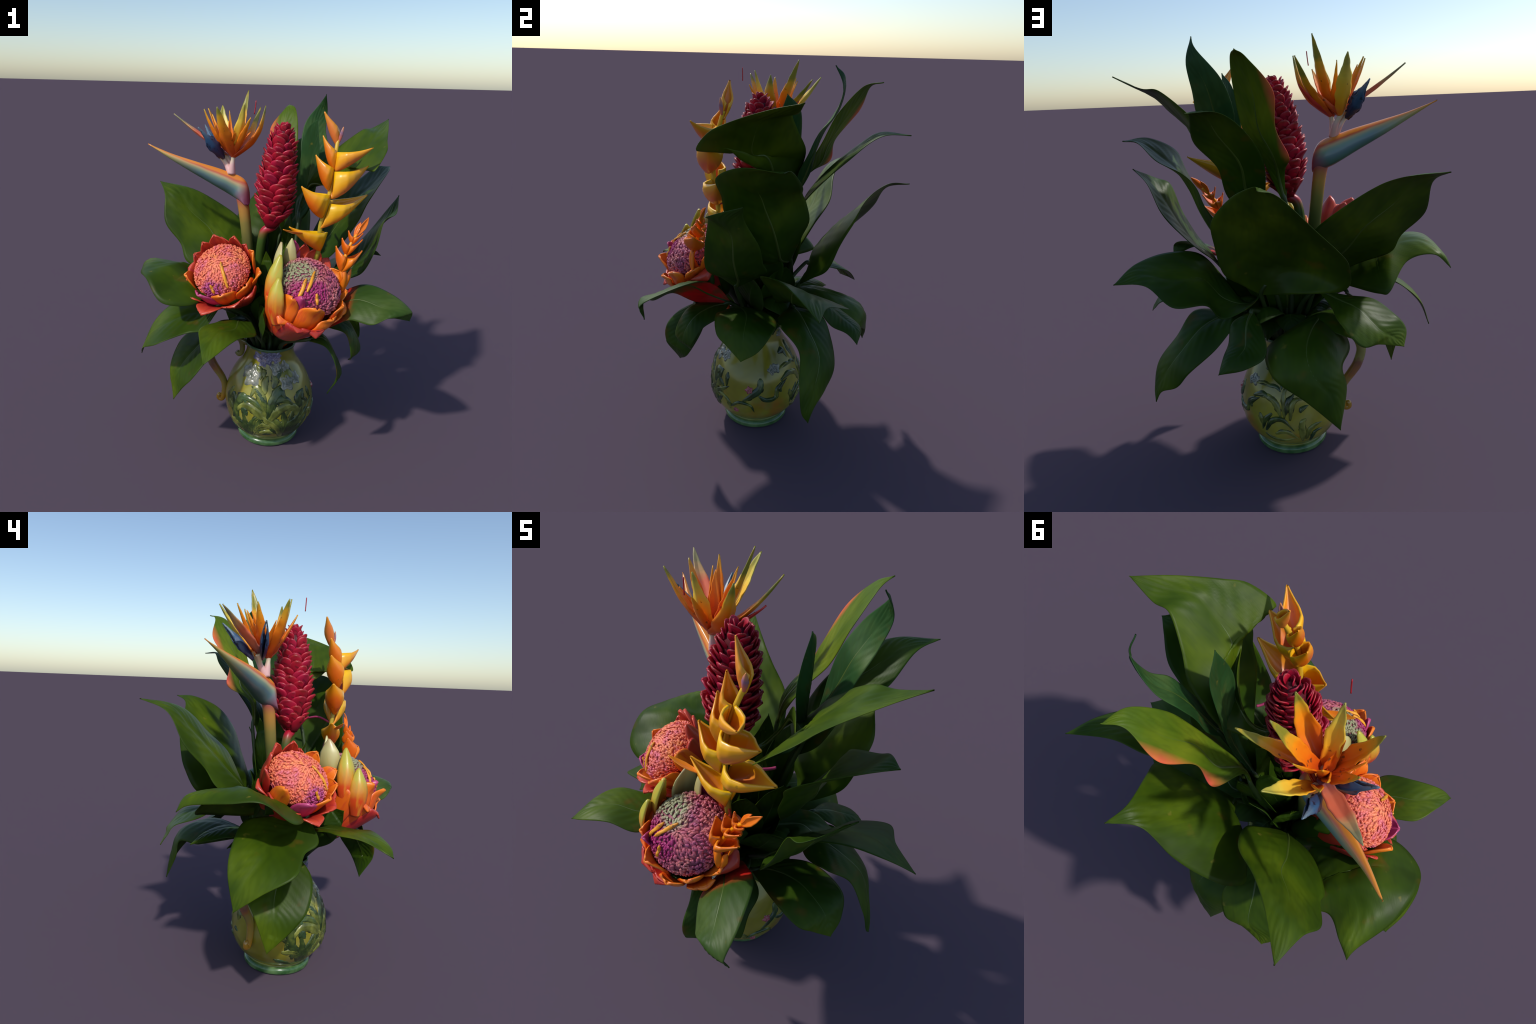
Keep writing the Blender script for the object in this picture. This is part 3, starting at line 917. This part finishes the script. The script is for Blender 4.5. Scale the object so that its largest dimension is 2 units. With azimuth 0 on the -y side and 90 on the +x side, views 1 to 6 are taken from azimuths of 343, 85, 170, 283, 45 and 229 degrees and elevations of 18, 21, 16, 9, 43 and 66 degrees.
n = Nodes("ginger_red", rough=0.42)
c = n.ramp(n.math("ADD", n.axis("X", 0.0, 0.085), n.math("MULTIPLY", n.math("SUBTRACT", n.noise(14, 2), 0.5), 0.5)),
           [(0.12, srgb(96, 6, 24)), (0.45, srgb(152, 10, 38)), (0.85, srgb(180, 22, 48)), (1.0, srgb(150, 34, 38))])
oi = n.t.nodes.new("ShaderNodeObjectInfo")
c = n.mix(n.math("MULTIPLY", n.ramp(oi.outputs["Random"], [(0.45, 0.0), (1.0, 1.0)]), 0.45), c, srgb(180, 20, 76))
c = n.mix(n.ramp(n.noise(30, 2), [(0.66, 0.0), (0.76, 0.7)]), c, srgb(70, 22, 24))
n.bump(n.noise(60, 2), 0.15, 0.002)
M_GINGER = n.done(c)
n = Nodes("ginger_core", rough=0.6)
M_GCORE = n.done(srgb(96, 14, 28))
w0 = frame(G0, gaxis, gx)
vv = []
for i in range(40):
    t = i / 39
    r = max(ginger_radius(t) - 0.018, 0.003)
    for j in range(24):
        a = 2 * math.pi * j / 24
        vv.append(G0 + gaxis * GL * t * 0.985 + (gx * math.cos(a) + gy * math.sin(a)) * r)
add("core", new_mesh("core", vv, grid_faces(40, 24, closed_v=True), w0), ginger, w0, M_GCORE)
scales = []
for k in range(4):
    P = []
    nu, nv = 12, 9
    wid = (.080, .072, .086, .068)[k]
    for i in range(nu):
        t = i / (nu - 1)
        w = 0.5 * wid * lerp1([(0, .6), (.3, .9), (.55, 1), (.75, .92), (.9, .64), (.97, .36), (1, .14)], t)
        row = []
        for j in range(nv):
            v = -1 + 2 * j / (nv - 1)
            row.append(Vector((0.088 * t, w * v, 0.007 * math.sin(math.pi * t * .62) * (1 - v * v) - 5.6 * (w * v) ** 2 + .010 * t * t * t - .004 * t * (1 - abs(v))
                               + .002 * noise.noise(Vector((t * 3, v * 2, k * 7.1))))))
        P.append(row)
    vv, ff = shell(P, lambda i, j: 0.010 * (1 - .5 * (abs(j - 4) / 4) ** 2))
    scales.append(new_mesh("ginger_bract", vv, ff))
NB = 142
for k in range(NB):
    t = 0.01 + 0.975 * (k / (NB - 1)) ** 0.93
    a = k * 2.39996 + rnd.uniform(-.30, .30)
    out = gx * math.cos(a) + gy * math.sin(a)
    r = ginger_radius(t)
    size = lerp1([(0, .92), (.15, 1.05), (.5, 1.0), (.8, .78), (1, .48)], t) * rnd.uniform(.80, 1.14)
    lean = lerp1([(0, .55), (.3, .42), (.7, .32), (.93, .2), (1, 0.05)], t) + rnd.uniform(-.10, .12)
    d = gaxis * math.cos(lean) + out * math.sin(lean)
    if t > .9:
        d = gaxis + out * 0.15 * rnd.uniform(.2, 2)
    w = frame(G0 + gaxis * (GL * t - 0.040 * size) + out * max(r - 0.022 - .03 * size * math.sin(lean) + .004, 0.0), d, out) @ Matrix.Scale(size, 4)
    add("ginger_bract", scales[k % 4], ginger, w, M_GINGER)
n = Nodes("ginger_stalk", rough=0.4)
M_GSTEM = n.done(n.ramp(n.axis("Z", -0.14, 0.03), [(0.3, srgb(60, 86, 28)), (0.5, srgb(110, 84, 36)), (0.64, srgb(166, 20, 44))]))
vv, ff = tube([(-0.05, -0.06, 0.58), (-0.105, -0.062, 1.0), (-0.098, -0.076, 1.245), G0 + gaxis * -0.02, G0 + gaxis * .03], lambda t: lerp1([(0, .022), (.7, .024), (.85, .030), (1, .05)], t), 40, 16)
w0 = Matrix.Translation(G0)
add("stem", new_mesh("stem", vv, ff, w0), ginger, w0, M_GSTEM)


# --------------------------------------------------------------- heliconias
def boat(name, parent, low, high, tip, width, mat, bow=0.02, sag=0.012, thick=0.009, hook=0.0):
    """Boat-shaped bract: rim runs from `high` on the stem to `tip`, keel from `low`."""
    low, high, tip = V(low), V(high), V(tip)
    nu, nv = 30, 15
    run = tip - high
    outward = (tip - low)
    side = run.cross(high - low)
    side.normalize()
    down = (low - high).normalized()
    P = []
    for i in range(nu):
        t = i / (nu - 1)
        rim = high + run * t + down * (sag * math.sin(math.pi * t)) + UP * hook * t ** 3
        k_lin = low + outward * t
        keel = k_lin + (down * 0.9 + outward.normalized() * 0.3) * (bow * math.sin(math.pi * t ** .8)) + UP * hook * t ** 3
        w = 0.5 * width * lerp1([(0, .30), (.12, .72), (.3, 1), (.5, .86), (.7, .5), (.88, .2), (1, .04)], t)
        row = []
        for j in range(nv):
            v = -1 + 2 * j / (nv - 1)
            g = math.sin(v * math.pi / 2)
            dep = math.cos(v * math.pi / 2) ** 0.8 if abs(v) < 1 else 0
            row.append(rim + side * w * g * (1 - .12 * abs(v) ** 6) + (keel - rim) * dep)
        P.append(row)
    w0 = frame(low, outward, -down)
    vv, ff = shell(P, lambda i, j: thick * (1 - .35 * i / nu))
    return add(name, new_mesh(name, vv, ff, w0), parent, w0, mat)


def bract_material(name, base, body, edge, tipc):
    n = Nodes(name, rough=0.34, Coat_Weight=0.12)
    up = n.math("ADD", n.axis("Z", -0.03, 0.075), n.math("MULTIPLY", n.math("SUBTRACT", n.noise(9, 3), 0.5), 0.35))
    c = n.ramp(up, [(0.08, base), (0.5, body), (0.9, edge)])
    c = n.mix(n.ramp(n.axis("X", 0.0, 0.26), [(0.45, 0.0), (1.0, 0.85)]), c, tipc)
    c = n.mix(n.ramp(n.noise(22, 3, n.coords(loc=(4, 1, 6))), [(0.70, 0.0), (0.78, 0.7)]), c, srgb(126, 96, 30))
    n.bump(n.noise(50, 2), 0.08, 0.002)
    return n.done(c)


M_HEL = bract_material("heliconia_gold", srgb(224, 100, 18), srgb(236, 160, 8), srgb(238, 186, 12), srgb(228, 166, 8))
M_HEL2 = bract_material("heliconia_rose", srgb(226, 108, 64), srgb(236, 158, 24), srgb(238, 184, 14), srgb(230, 168, 10))
M_SMALL = bract_material("parrot_orange", srgb(222, 90, 14), srgb(238, 128, 12), srgb(240, 158, 20), srgb(212, 148, 34))
M_VIOLET = two_tone("violet_bud", "X", 0, .08, [(0.2, srgb(196, 110, 96)), (0.55, srgb(140, 100, 128)), (1.0, srgb(222, 140, 56))], .4, 14)
M_HSTEM = two_tone("heliconia_stalk", "Z", -0.5, 0.4, [(0.3, srgb(70, 92, 34)), (0.75, srgb(196, 170, 52)), (1, srgb(222, 180, 50))], .4, 10)

hel = add("heliconia", None, root, Matrix.Translation((0.15, -0.28, 1.22)))
w0 = Matrix.Translation((0.15, -0.28, 1.22))
SPINE = [(0.01, -0.10, 0.58), (0.09, -0.20, 0.90), (0.140, -0.265, 1.15), (0.152, -0.276, 1.23), (0.150, -0.280, 1.34), (0.176, -0.298, 1.48), (0.192, -0.294, 1.62), (0.220, -0.262, 1.74), (0.232, -0.250, 1.78)]
vv, ff = tube(SPINE, lambda t: 0.015 - 0.006 * t, 70, 12)
add("stem", new_mesh("stem", vv, ff, w0), hel, w0, M_HSTEM)
boat("bract", hel, (0.228, -0.252, 1.742), (0.238, -0.232, 1.812), (0.160, -0.222, 1.908), .050, M_HEL2, bow=.016, sag=.006)
blade("bud", hel, (0.232, -0.256, 1.765), (0.249, -0.262, 1.838), .022, (.4, -.6, .2), M_VIOLET, bow=.004, fold=-.4, thick=.012)
boat("bract", hel, (0.198, -0.298, 1.628), (0.214, -0.280, 1.712), (0.148, -0.251, 1.795), .070, M_HEL, bow=.034)
boat("bract", hel, (0.202, -0.304, 1.626), (0.214, -0.290, 1.716), (0.354, -0.390, 1.750), .080, M_HEL2, bow=.016)
boat("bract", hel, (0.172, -0.306, 1.531), (0.196, -0.286, 1.632), (0.110, -0.261, 1.702), .098, M_HEL, bow=.032)
boat("bract", hel, (0.182, -0.322, 1.492), (0.196, -0.300, 1.622), (0.376, -0.318, 1.650), .122, M_HEL2, bow=.034)
boat("bract", hel, (0.15, -0.296, 1.388), (0.182, -0.288, 1.506), (0.030, -0.290, 1.552), .104, M_HEL, bow=.034)
boat("bract", hel, (0.146, -0.288, 1.332), (0.184, -0.290, 1.462), (0.408, -0.276, 1.493), .128, M_HEL2, bow=.030)
boat("bract", hel, (0.152, -0.284, 1.206), (0.188, -0.268, 1.304), (-0.030, -0.300, 1.350), .100, M_HEL, bow=.012)
blade("bract_tip", hel, (0.04, -0.31, 1.316), (-0.085, -0.362, 1.356), .034, (0, .2, 1), M_HEL, bow=-.006, fold=.2, thick=.010)
vv, ff = tube([(0.17, -0.27, 1.34), (0.195, -0.20, 1.365), (0.225, -0.13, 1.352), (0.236, -0.108, 1.352)], lambda t: 0.006, 16, 8)
add("pistil", new_mesh("pistil", vv, ff, w0), hel, w0, two_tone("magenta_pistil", "Z", -.1, .3, [(0.2, srgb(150, 40, 84)), (0.9, srgb(178, 62, 108))]))

par = add("parrot_heliconia", None, root, Matrix.Translation((0.23, -0.4, 1.1)))
w0 = Matrix.Translation((0.23, -0.4, 1.1))
vv, ff = tube([(0.02, -0.12, 0.58), (0.15, -0.30, 0.86), (0.226, -0.398, 1.06), (0.230, -0.396, 1.126), (0.261, -0.372, 1.205), (0.300, -0.360, 1.275), (0.345, -0.345, 1.325)],
              lambda t: .014 - .007 * t, 50, 10)
add("stem", new_mesh("stem", vv, ff, w0), par, w0, M_SMALL)
boat("bract", par, (0.228, -0.398, 1.120), (0.250, -0.384, 1.196), (0.202, -0.371, 1.256), .086, M_SMALL, bow=.014)
boat("bract", par, (0.230, -0.400, 1.122), (0.252, -0.386, 1.190), (0.345, -0.388, 1.226), .100, M_SMALL, bow=.020)
boat("bract", par, (0.262, -0.372, 1.202), (0.278, -0.364, 1.250), (0.240, -0.358, 1.292), .060, M_SMALL, bow=.010)
boat("bract", par, (0.264, -0.374, 1.202), (0.280, -0.366, 1.248), (0.346, -0.381, 1.284), .068, M_SMALL, bow=.010)
boat("bract", par, (0.295, -0.362, 1.255), (0.306, -0.354, 1.292), (0.278, -0.348, 1.326), .032, M_SMALL, bow=.006)
boat("bract", par, (0.298, -0.362, 1.258), (0.308, -0.355, 1.290), (0.350, -0.372, 1.314), .034, M_SMALL, bow=.006)
blade("bract", par, (0.318, -0.354, 1.295), (0.398, -0.331, 1.384), .034, (.3, -.8, .5), M_SMALL, bow=.006, fold=.3, thick=.012)
blade("bract", par, (0.312, -0.352, 1.292), (0.352, -0.335, 1.362), .026, (-.5, -.6, .5), M_SMALL, bow=.004, fold=.3, thick=.010)
blade("bract", par, (0.236, -0.404, 1.02), (0.244, -0.402, 1.145), .044, (0, -1, .1), M_SMALL, bow=.008, fold=-.3, thick=.012)
blade("bract", par, (0.250, -0.400, 1.03), (0.285, -0.395, 1.135), .034, (.2, -1, .1), M_SMALL, bow=.004, fold=-.2, thick=.012)


# ------------------------------------------------------------------ proteas
def polar(center, axis, ref, ang, axial, radial):
    x = (ref - axis * ref.dot(axis)).normalized()
    y = axis.cross(x)
    a = math.radians(ang)
    return center + axis * axial + (x * math.cos(a) + y * math.sin(a)) * radial


def protea_bract(parent, center, axis, R, tip, width, mat, root_at=0.30, belly=1.05, thick=0.016, flare=0.0, off=(0, 0, 0)):
    """Fleshy bract that leaves the stalk below the head, hugs it and ends at tip."""
    tip = V(tip)
    rel = tip - center
    ax_t = rel.dot(axis)
    rad = rel - axis * ax_t
    r_t = rad.length
    rad.normalize()
    s = axis.cross(rad)
    jit = 1 + rnd.uniform(-.04, .06)
    belly *= jit
    layer = rnd.uniform(-.006, .010)
    off = V(off)
    pts = [center - axis * root_at + rad * 0.035 + off,
           center - axis * (root_at * 0.82) + rad * R * 0.62 + off * .85,
           center - axis * (R * 0.55) + rad * R * (belly * 0.96) + off * .38,
           center + axis * (ax_t * 0.45 - R * 0.10) + rad * (r_t * .55 + R * .45 * belly),
           tip]
    nu, nv = 26, 13
    P = []
    for i in range(nu):
        t = i / (nu - 1)
        c = catmull(pts, t)
        w = 0.5 * width * lerp1([(0, .4), (.3, .9), (.5, 1.04), (.68, 1.0), (.82, .80), (.92, .52), (.975, .28), (1, .10)], t)
        rr = max((c - center - axis * (c - center).dot(axis)).length, 0.05)
        row = []
        for j in range(nv):
            v = -1 + 2 * j / (nv - 1)
            a = w * v / rr * 0.98
            row.append(c + s * (rr * math.sin(a)) - rad * (rr * (1 - math.cos(a)) * 1.06) + rad * (layer + .012 * (1 - v * v) * t + flare * t * t))
        P.append(row)
    vv, ff = shell(P, lambda i, j: thick * (1 - .55 * (abs(j - 6) / 6) ** 2.5) * (1 - .45 * (i / nu) ** 2))
    w0 = frame(pts[0], tip - pts[0], rad)
    return add("protea_bract", new_mesh("protea_bract", vv, ff, w0), parent, w0, mat)


def fleshy(name, base, body, tipc, streak):
    n = Nodes(name, rough=0.36, Coat_Weight=0.1)
    f = n.math("ADD", n.axis("X", 0.02, 0.36), n.math("MULTIPLY", n.math("SUBTRACT", n.noise(8, 3), 0.5), 0.4))
    c = n.ramp(f, [(0.15, base), (0.55, body), (0.95, tipc)])
    c = n.mix(n.ramp(n.noise(10, 3, n.coords((1, 5, 1), loc=(3, 3, 3))), [(0.5, 0.0), (0.72, 0.75)]), c, streak)
    n.bump(n.noise(40, 3, n.coords((1, 6, 1))), 0.12, 0.003)
    return n.done(c)


M_BR_RED = fleshy("bract_crimson", srgb(198, 48, 26), srgb(180, 38, 34), srgb(196, 68, 44), srgb(160, 24, 46))
M_BR_ORG = fleshy("bract_orange", srgb(206, 50, 20), srgb(228, 86, 20), srgb(240, 128, 28), srgb(206, 50, 36))
M_BR_GRN = fleshy("bract_lime", srgb(216, 72, 26), srgb(190, 176, 62), srgb(176, 182, 70), srgb(226, 150, 40))
M_BR_MAG = fleshy("bract_magenta", srgb(190, 40, 40), srgb(186, 36, 82), srgb(190, 70, 120), srgb(160, 30, 90))
M_BR_CREAM = fleshy("bract_cream", srgb(180, 160, 96), srgb(192, 184, 124), srgb(178, 116, 116), srgb(186, 180, 116))


def head_material(name, tones, patch=None):
    n = Nodes(name, rough=0.5)
    c = n.ramp(n.noise(14, 3, distort=.5), [(0.32, tones[0]), (0.48, tones[1]), (0.60, tones[2]), (0.74, tones[3])])
    for (loc, size, colour) in patch or []:
        g = n.t.nodes.new("ShaderNodeTexGradient")
        g.gradient_type = "SPHERICAL"
        k = 1.0 / size
        n.link(n.coords((k, k, k), loc=tuple(-x * k for x in loc)), g.inputs["Vector"])
        f = n.math("ADD", g.outputs["Fac"], n.math("MULTIPLY", n.math("SUBTRACT", n.noise(22, 3), 0.5), 0.55))
        c = n.mix(n.ramp(f, [(0.22, 0.0), (0.50, 0.92)]), c, colour)
    n.bump(n.noise(110, 4), 0.5, 0.004)
    return n.done(c)


def protea(center, axis, R, ref, head_mat, dark_mat, count, seed, flat=0.60):
    center, axis, ref = V(center), V(axis).normalized(), V(ref)
    r = random.Random(seed)
    w0 = frame(center, axis, ref)
    # core under the florets
    vv = []
    nu, nv = 28, 40
    for i in range(nu):
        th = math.pi * i / (nu - 1)
        for j in range(nv):
            a = 2 * math.pi * j / nv
            rr = R * 0.955
            vv.append(w0 @ Vector((rr * flat * math.cos(th), rr * math.sin(th) * math.cos(a), rr * math.sin(th) * math.sin(a))))
    ob = add("protea", new_mesh("protea_head", vv, grid_faces(nu, nv, closed_v=True), w0), root, w0, dark_mat)
    # florets: small wax-drop scales on a golden spiral, leaning towards the pole
    verts, faces = [], []
    for k in range(count):
        z = 1 - 1.40 * (k + .5) / count
        a = k * 2.399963 + r.uniform(-.25, .25)
        th = math.acos(z) + r.uniform(-.02, .02)
        out = Vector((math.cos(th), math.sin(th) * math.cos(a), math.sin(th) * math.sin(a)))
        up = Vector((math.sin(th), -math.cos(th) * math.cos(a), -math.cos(th) * math.sin(a)))
        up = (Matrix.Rotation(r.uniform(-.45, .45), 3, out) @ up)
        up = (up * math.cos(.35) + out * math.sin(.35)).normalized()
        o2 = (out - up * out.dot(up)).normalized()
        s = up.cross(o2)
        L = R * r.uniform(.056, .112)
        W = R * r.uniform(.028, .050)
        H = R * r.uniform(.022, .046)
        o = len(verts)
        c = out * R * r.uniform(.965, 1.0)
        for i in range(6):
            t = i / 5
            ww = (0.55, 0.9, 1.0, 0.9, 0.62, 0.12)[i]
            for j in range(7):
                q = 2 * math.pi * j / 7
                q3 = (c + up * L * (t * 1.7 - .7) + s * W * ww * math.cos(q) + o2 * H * (ww * math.sin(q) + .35 * t))
                verts.append(w0 @ Vector((q3.x * flat, q3.y, q3.z)))
        faces += grid_faces(6, 7, o, closed_v=True)
        faces.append(tuple(o + 35 + j for j in range(7)))
    add("florets", new_mesh("florets", verts, faces, w0), ob, w0, head_mat, kind="stuff")
    return ob, center, axis, ref


DARK1 = Nodes("head_shadow_coral", rough=.6).done(srgb(206, 100, 88))
DARK2 = Nodes("head_shadow_plum", rough=.6).done(srgb(150, 76, 92))
H1 = head_material("floret_coral", [srgb(222, 110, 130), srgb(236, 122, 92), srgb(240, 136, 96), srgb(234, 140, 66)],
                   [((0.03, 0.02, -0.145), .10, srgb(176, 70, 132))])
H2 = head_material("floret_plum", [srgb(160, 76, 112), srgb(190, 96, 112), srgb(206, 122, 118), srgb(170, 98, 120)],
                   [((0.075, -0.085, 0.05), .15, srgb(146, 152, 112)), ((0.055, -0.10, -0.06), .12, srgb(164, 28, 98)), ((0.085, -0.02, -0.075), .09, srgb(164, 34, 104))])
P1C, P1A, P1R = (-0.350, -0.186, 1.103), (-0.49, -0.49, 0.72), 0.148
p1, c1, a1, r1 = protea(P1C, P1A, P1R, (0, 0, 1), H1, DARK1, 1350, 11)
P2OFF = (-0.045, -0.105, 0.015)                # the cup hangs forward of the axis
P2C, P2A, P2R = (0.053, -0.404, 1.056), (0.12, -0.62, 0.77), 0.162
p2, c2, a2, r2 = protea(P2C, P2A, P2R, (0, 0, 1), H2, DARK2, 1450, 12)
for tip, w, m in (
        ((-0.370, -0.084, 1.262), .112, M_BR_RED), ((-0.423, -0.080, 1.220), .090, M_BR_RED), ((-0.284, -0.150, 1.262), .095, M_BR_RED),
        ((-0.330, -0.075, 1.240), .100, M_BR_RED), ((-0.466, -0.055, 1.160), .105, M_BR_RED), ((-0.210, -0.250, 1.215), .100, M_BR_ORG),
        ((-0.207, -0.338, 1.134), .100, M_BR_ORG), ((-0.273, -0.359, 1.077), .135, M_BR_ORG), ((-0.395, -0.338, 1.035), .150, M_BR_ORG),
        ((-0.490, -0.270, 1.020), .130, M_BR_MAG), ((-0.525, -0.163, 1.093), .100, M_BR_ORG), ((-0.515, -0.110, 1.030), .105, M_BR_RED),
        ((-0.225, -0.170, 1.225), .090, M_BR_RED)):
    protea_bract(p1, c1, a1, P1R, tip, w, m, root_at=0.27)
for tip, w, m in (((-0.480, -0.305, 0.925), .140, M_BR_RED), ((-0.330, -0.360, 0.975), .140, M_BR_RED), ((-0.530, -0.190, 0.985), .120, M_BR_RED),
                  ((-0.245, -0.340, 1.02), .120, M_BR_RED), ((-0.490, -0.02, 1.07), .110, M_BR_RED)):
    protea_bract(p1, c1, a1, P1R, tip, w, m, root_at=0.30, belly=1.25)
for tip, w, m in (
        
        ((0.012, -0.280, 1.262), .095, M_BR_MAG), ((0.075, -0.280, 1.235), .090, M_BR_RED), ((0.140, -0.280, 1.210), .105, M_BR_RED),
        ((0.215, -0.260, 1.150), .100, M_BR_RED), ((0.245, -0.340, 1.10), .110, M_BR_ORG), ((0.250, -0.420, 1.020), .110, M_BR_ORG),
        ((0.185, -0.520, 0.990), .120, M_BR_ORG), ((0.023, -0.583, 1.022), .150, M_BR_ORG), ((-0.081, -0.532, 1.061), .120, M_BR_ORG),
        ((-0.035, -0.545, 1.070), .080, M_BR_MAG)):
    protea_bract(p2, c2, a2, P2R, tip, w, m, root_at=0.34, off=P2OFF)
for tip, w, m in (((-0.135, -0.505, 0.930), .115, M_BR_ORG), ((-0.060, -0.555, 0.900), .125, M_BR_RED), ((0.110, -0.560, 0.950), .120, M_BR_ORG),
                  ((0.225, -0.465, 0.930), .115, M_BR_ORG), ((0.255, -0.330, 0.98), .130, M_BR_RED), ((-0.150, -0.400, 1.02), .120, M_BR_ORG),
                  ((0.030, -0.560, 0.865), .120, M_BR_RED)):
    protea_bract(p2, c2, a2, P2R, tip, w, m, root_at=0.375, belly=1.22, off=P2OFF)


M_CALYX = leaf_mat("deep")
for ob, c0, ax0, r0, base_ang in ((p1, c1, a1, P1R, 20), (p2, c2, a2, P2R, 50)):
    for k in range(7):
        tip = polar(c0, ax0, UP, base_ang + k * 51 + rnd.uniform(-9, 9), -r0 * rnd.uniform(.75, 1.1), r0 * rnd.uniform(.92, 1.15))
        protea_bract(ob, c0, ax0, r0, tip, .11, M_CALYX, root_at=.40, belly=.98, thick=.009, off=P2OFF if ob is p2 else (0, 0, 0))


def streak(parent, center, axis, R, flat, width, mat, path):
    """Soft tongue lying on the head along (degrees from the pole, degrees around) points."""
    x = axis
    z = (UP - x * x.z).normalized()
    y = z.cross(x)
    pts = []
    for th, az in path:
        th, az = math.radians(th), math.radians(az)
        pts.append(Vector((flat * R * math.cos(th), R * math.sin(th) * math.cos(az), R * math.sin(th) * math.sin(az))))
    P = []
    for i in range(22):
        t = i / 21
        c = catmull(pts, t)
        d = (catmull(pts, min(t + .03, 1)) - catmull(pts, max(t - .03, 0))).normalized()
        nrm = Vector((c.x / flat ** 2, c.y, c.z)).normalized()
        sd = nrm.cross(d).normalized()
        w = .5 * width * (math.sin(math.pi * (.04 + .92 * t)) ** .8) * (1 + .12 * math.sin(t * 9))
        row = []
        for j in range(7):
            v = -1 + j / 3
            q = c * 1.03 + sd * w * v + nrm * (.001 + .005 * (1 - v * v) + .002 * math.sin(t * 11 + v))
            row.append(center + x * q.x + y * q.y + z * q.z)
        P.append(row)
    w0 = frame(P[0][3], P[-1][3] - P[0][3], axis)
    vv, ff = shell(P, lambda i, j: .006)
    add("head_tongue", new_mesh("head_tongue", vv, ff, w0), parent, w0, mat)


M_TONGUE = two_tone("yellow_tongue", "X", 0, .1, [(0.2, srgb(226, 148, 30)), (0.8, srgb(236, 160, 40))], .45, 20, srgb(150, 110, 60), .62)
for w, m, path in ((.017, M_TONGUE, [(22, 179), (38, -156), (67, -147)]), (.014, M_TONGUE, [(10, 95), (19, -151), (37, -142)]),
                   (.014, M_TONGUE, [(33, -114), (54, -108)])):
    streak(p2, c2, a2, P2R, .60, w, m, path)
for w, m, path in ((.014, M_TONGUE, [(11, 7), (30, -37), (66, -47)]), (.014, M_TONGUE, [(50, -85), (72, -78)])):
    streak(p1, c1, a1, P1R, .60, w, m, path)


for base, tip, w in (((-0.150, -0.395, 0.955), (-0.099, -0.384, 1.232), .100), ((-0.140, -0.455, 0.900), (-0.129, -0.455, 1.138), .105)):
    blade("protea_bract", p2, base, tip, w, (-.85, -.5, .1), M_BR_GRN, bow=.030, fold=-.30, thick=.030,
          shape=[(0, .45), (.25, .9), (.5, 1.0), (.7, .82), (.88, .45), (.96, .24), (1, .08)])
blade("protea_bract", p2, (-0.088, -0.320, 1.04), (-0.064, -0.294, 1.270), .118, (-1, .15, .25), M_BR_CREAM, bow=.018, fold=-.16, thick=.024,
      shape=[(0, .5), (.3, .95), (.5, 1), (.72, .8), (.9, .4), (1, .08)])
blade("protea_bract", p2, (-0.02, -0.29, 1.08), (0.000, -0.272, 1.280), .07, (-.5, -.8, .3), M_BR_CREAM, bow=.012, fold=-.2, thick=.022)


def stalk(parent, center, axis, drop, mat):
    a = center - axis * drop
    w0 = Matrix.Translation(center)
    f = MOUTH + Vector((a.x - MOUTH.x, a.y - MOUTH.y, 0)) * 0.3 + V((0, 0, -.03))
    vv, ff = tube([f, f.lerp(a, .5) + UP * .03, a, a + axis * .05], lambda t: .022 + .012 * t, 20, 12)
    add("stem", new_mesh("stem", vv, ff, w0), parent, w0, mat)


stalk(p1, c1, a1, 0.28, M_STEM)
stalk(p2, c2, a2, 0.31, M_STEM)

# ------------------------------------------------- loose strand above the bouquet
vv, ff = tube([(-0.175, -0.156, 1.954), (-0.178, -0.155, 1.92), (-0.182, -0.154, 1.890)], lambda t: 0.0025, 8, 6)
w0 = Matrix.Translation((-0.178, -0.155, 1.92))
add("filament", new_mesh("filament", vv, ff, w0), bop, w0, M_PETAL_R)

for ob in bpy.data.objects:
    if "_w" in ob:
        del ob["_w"]
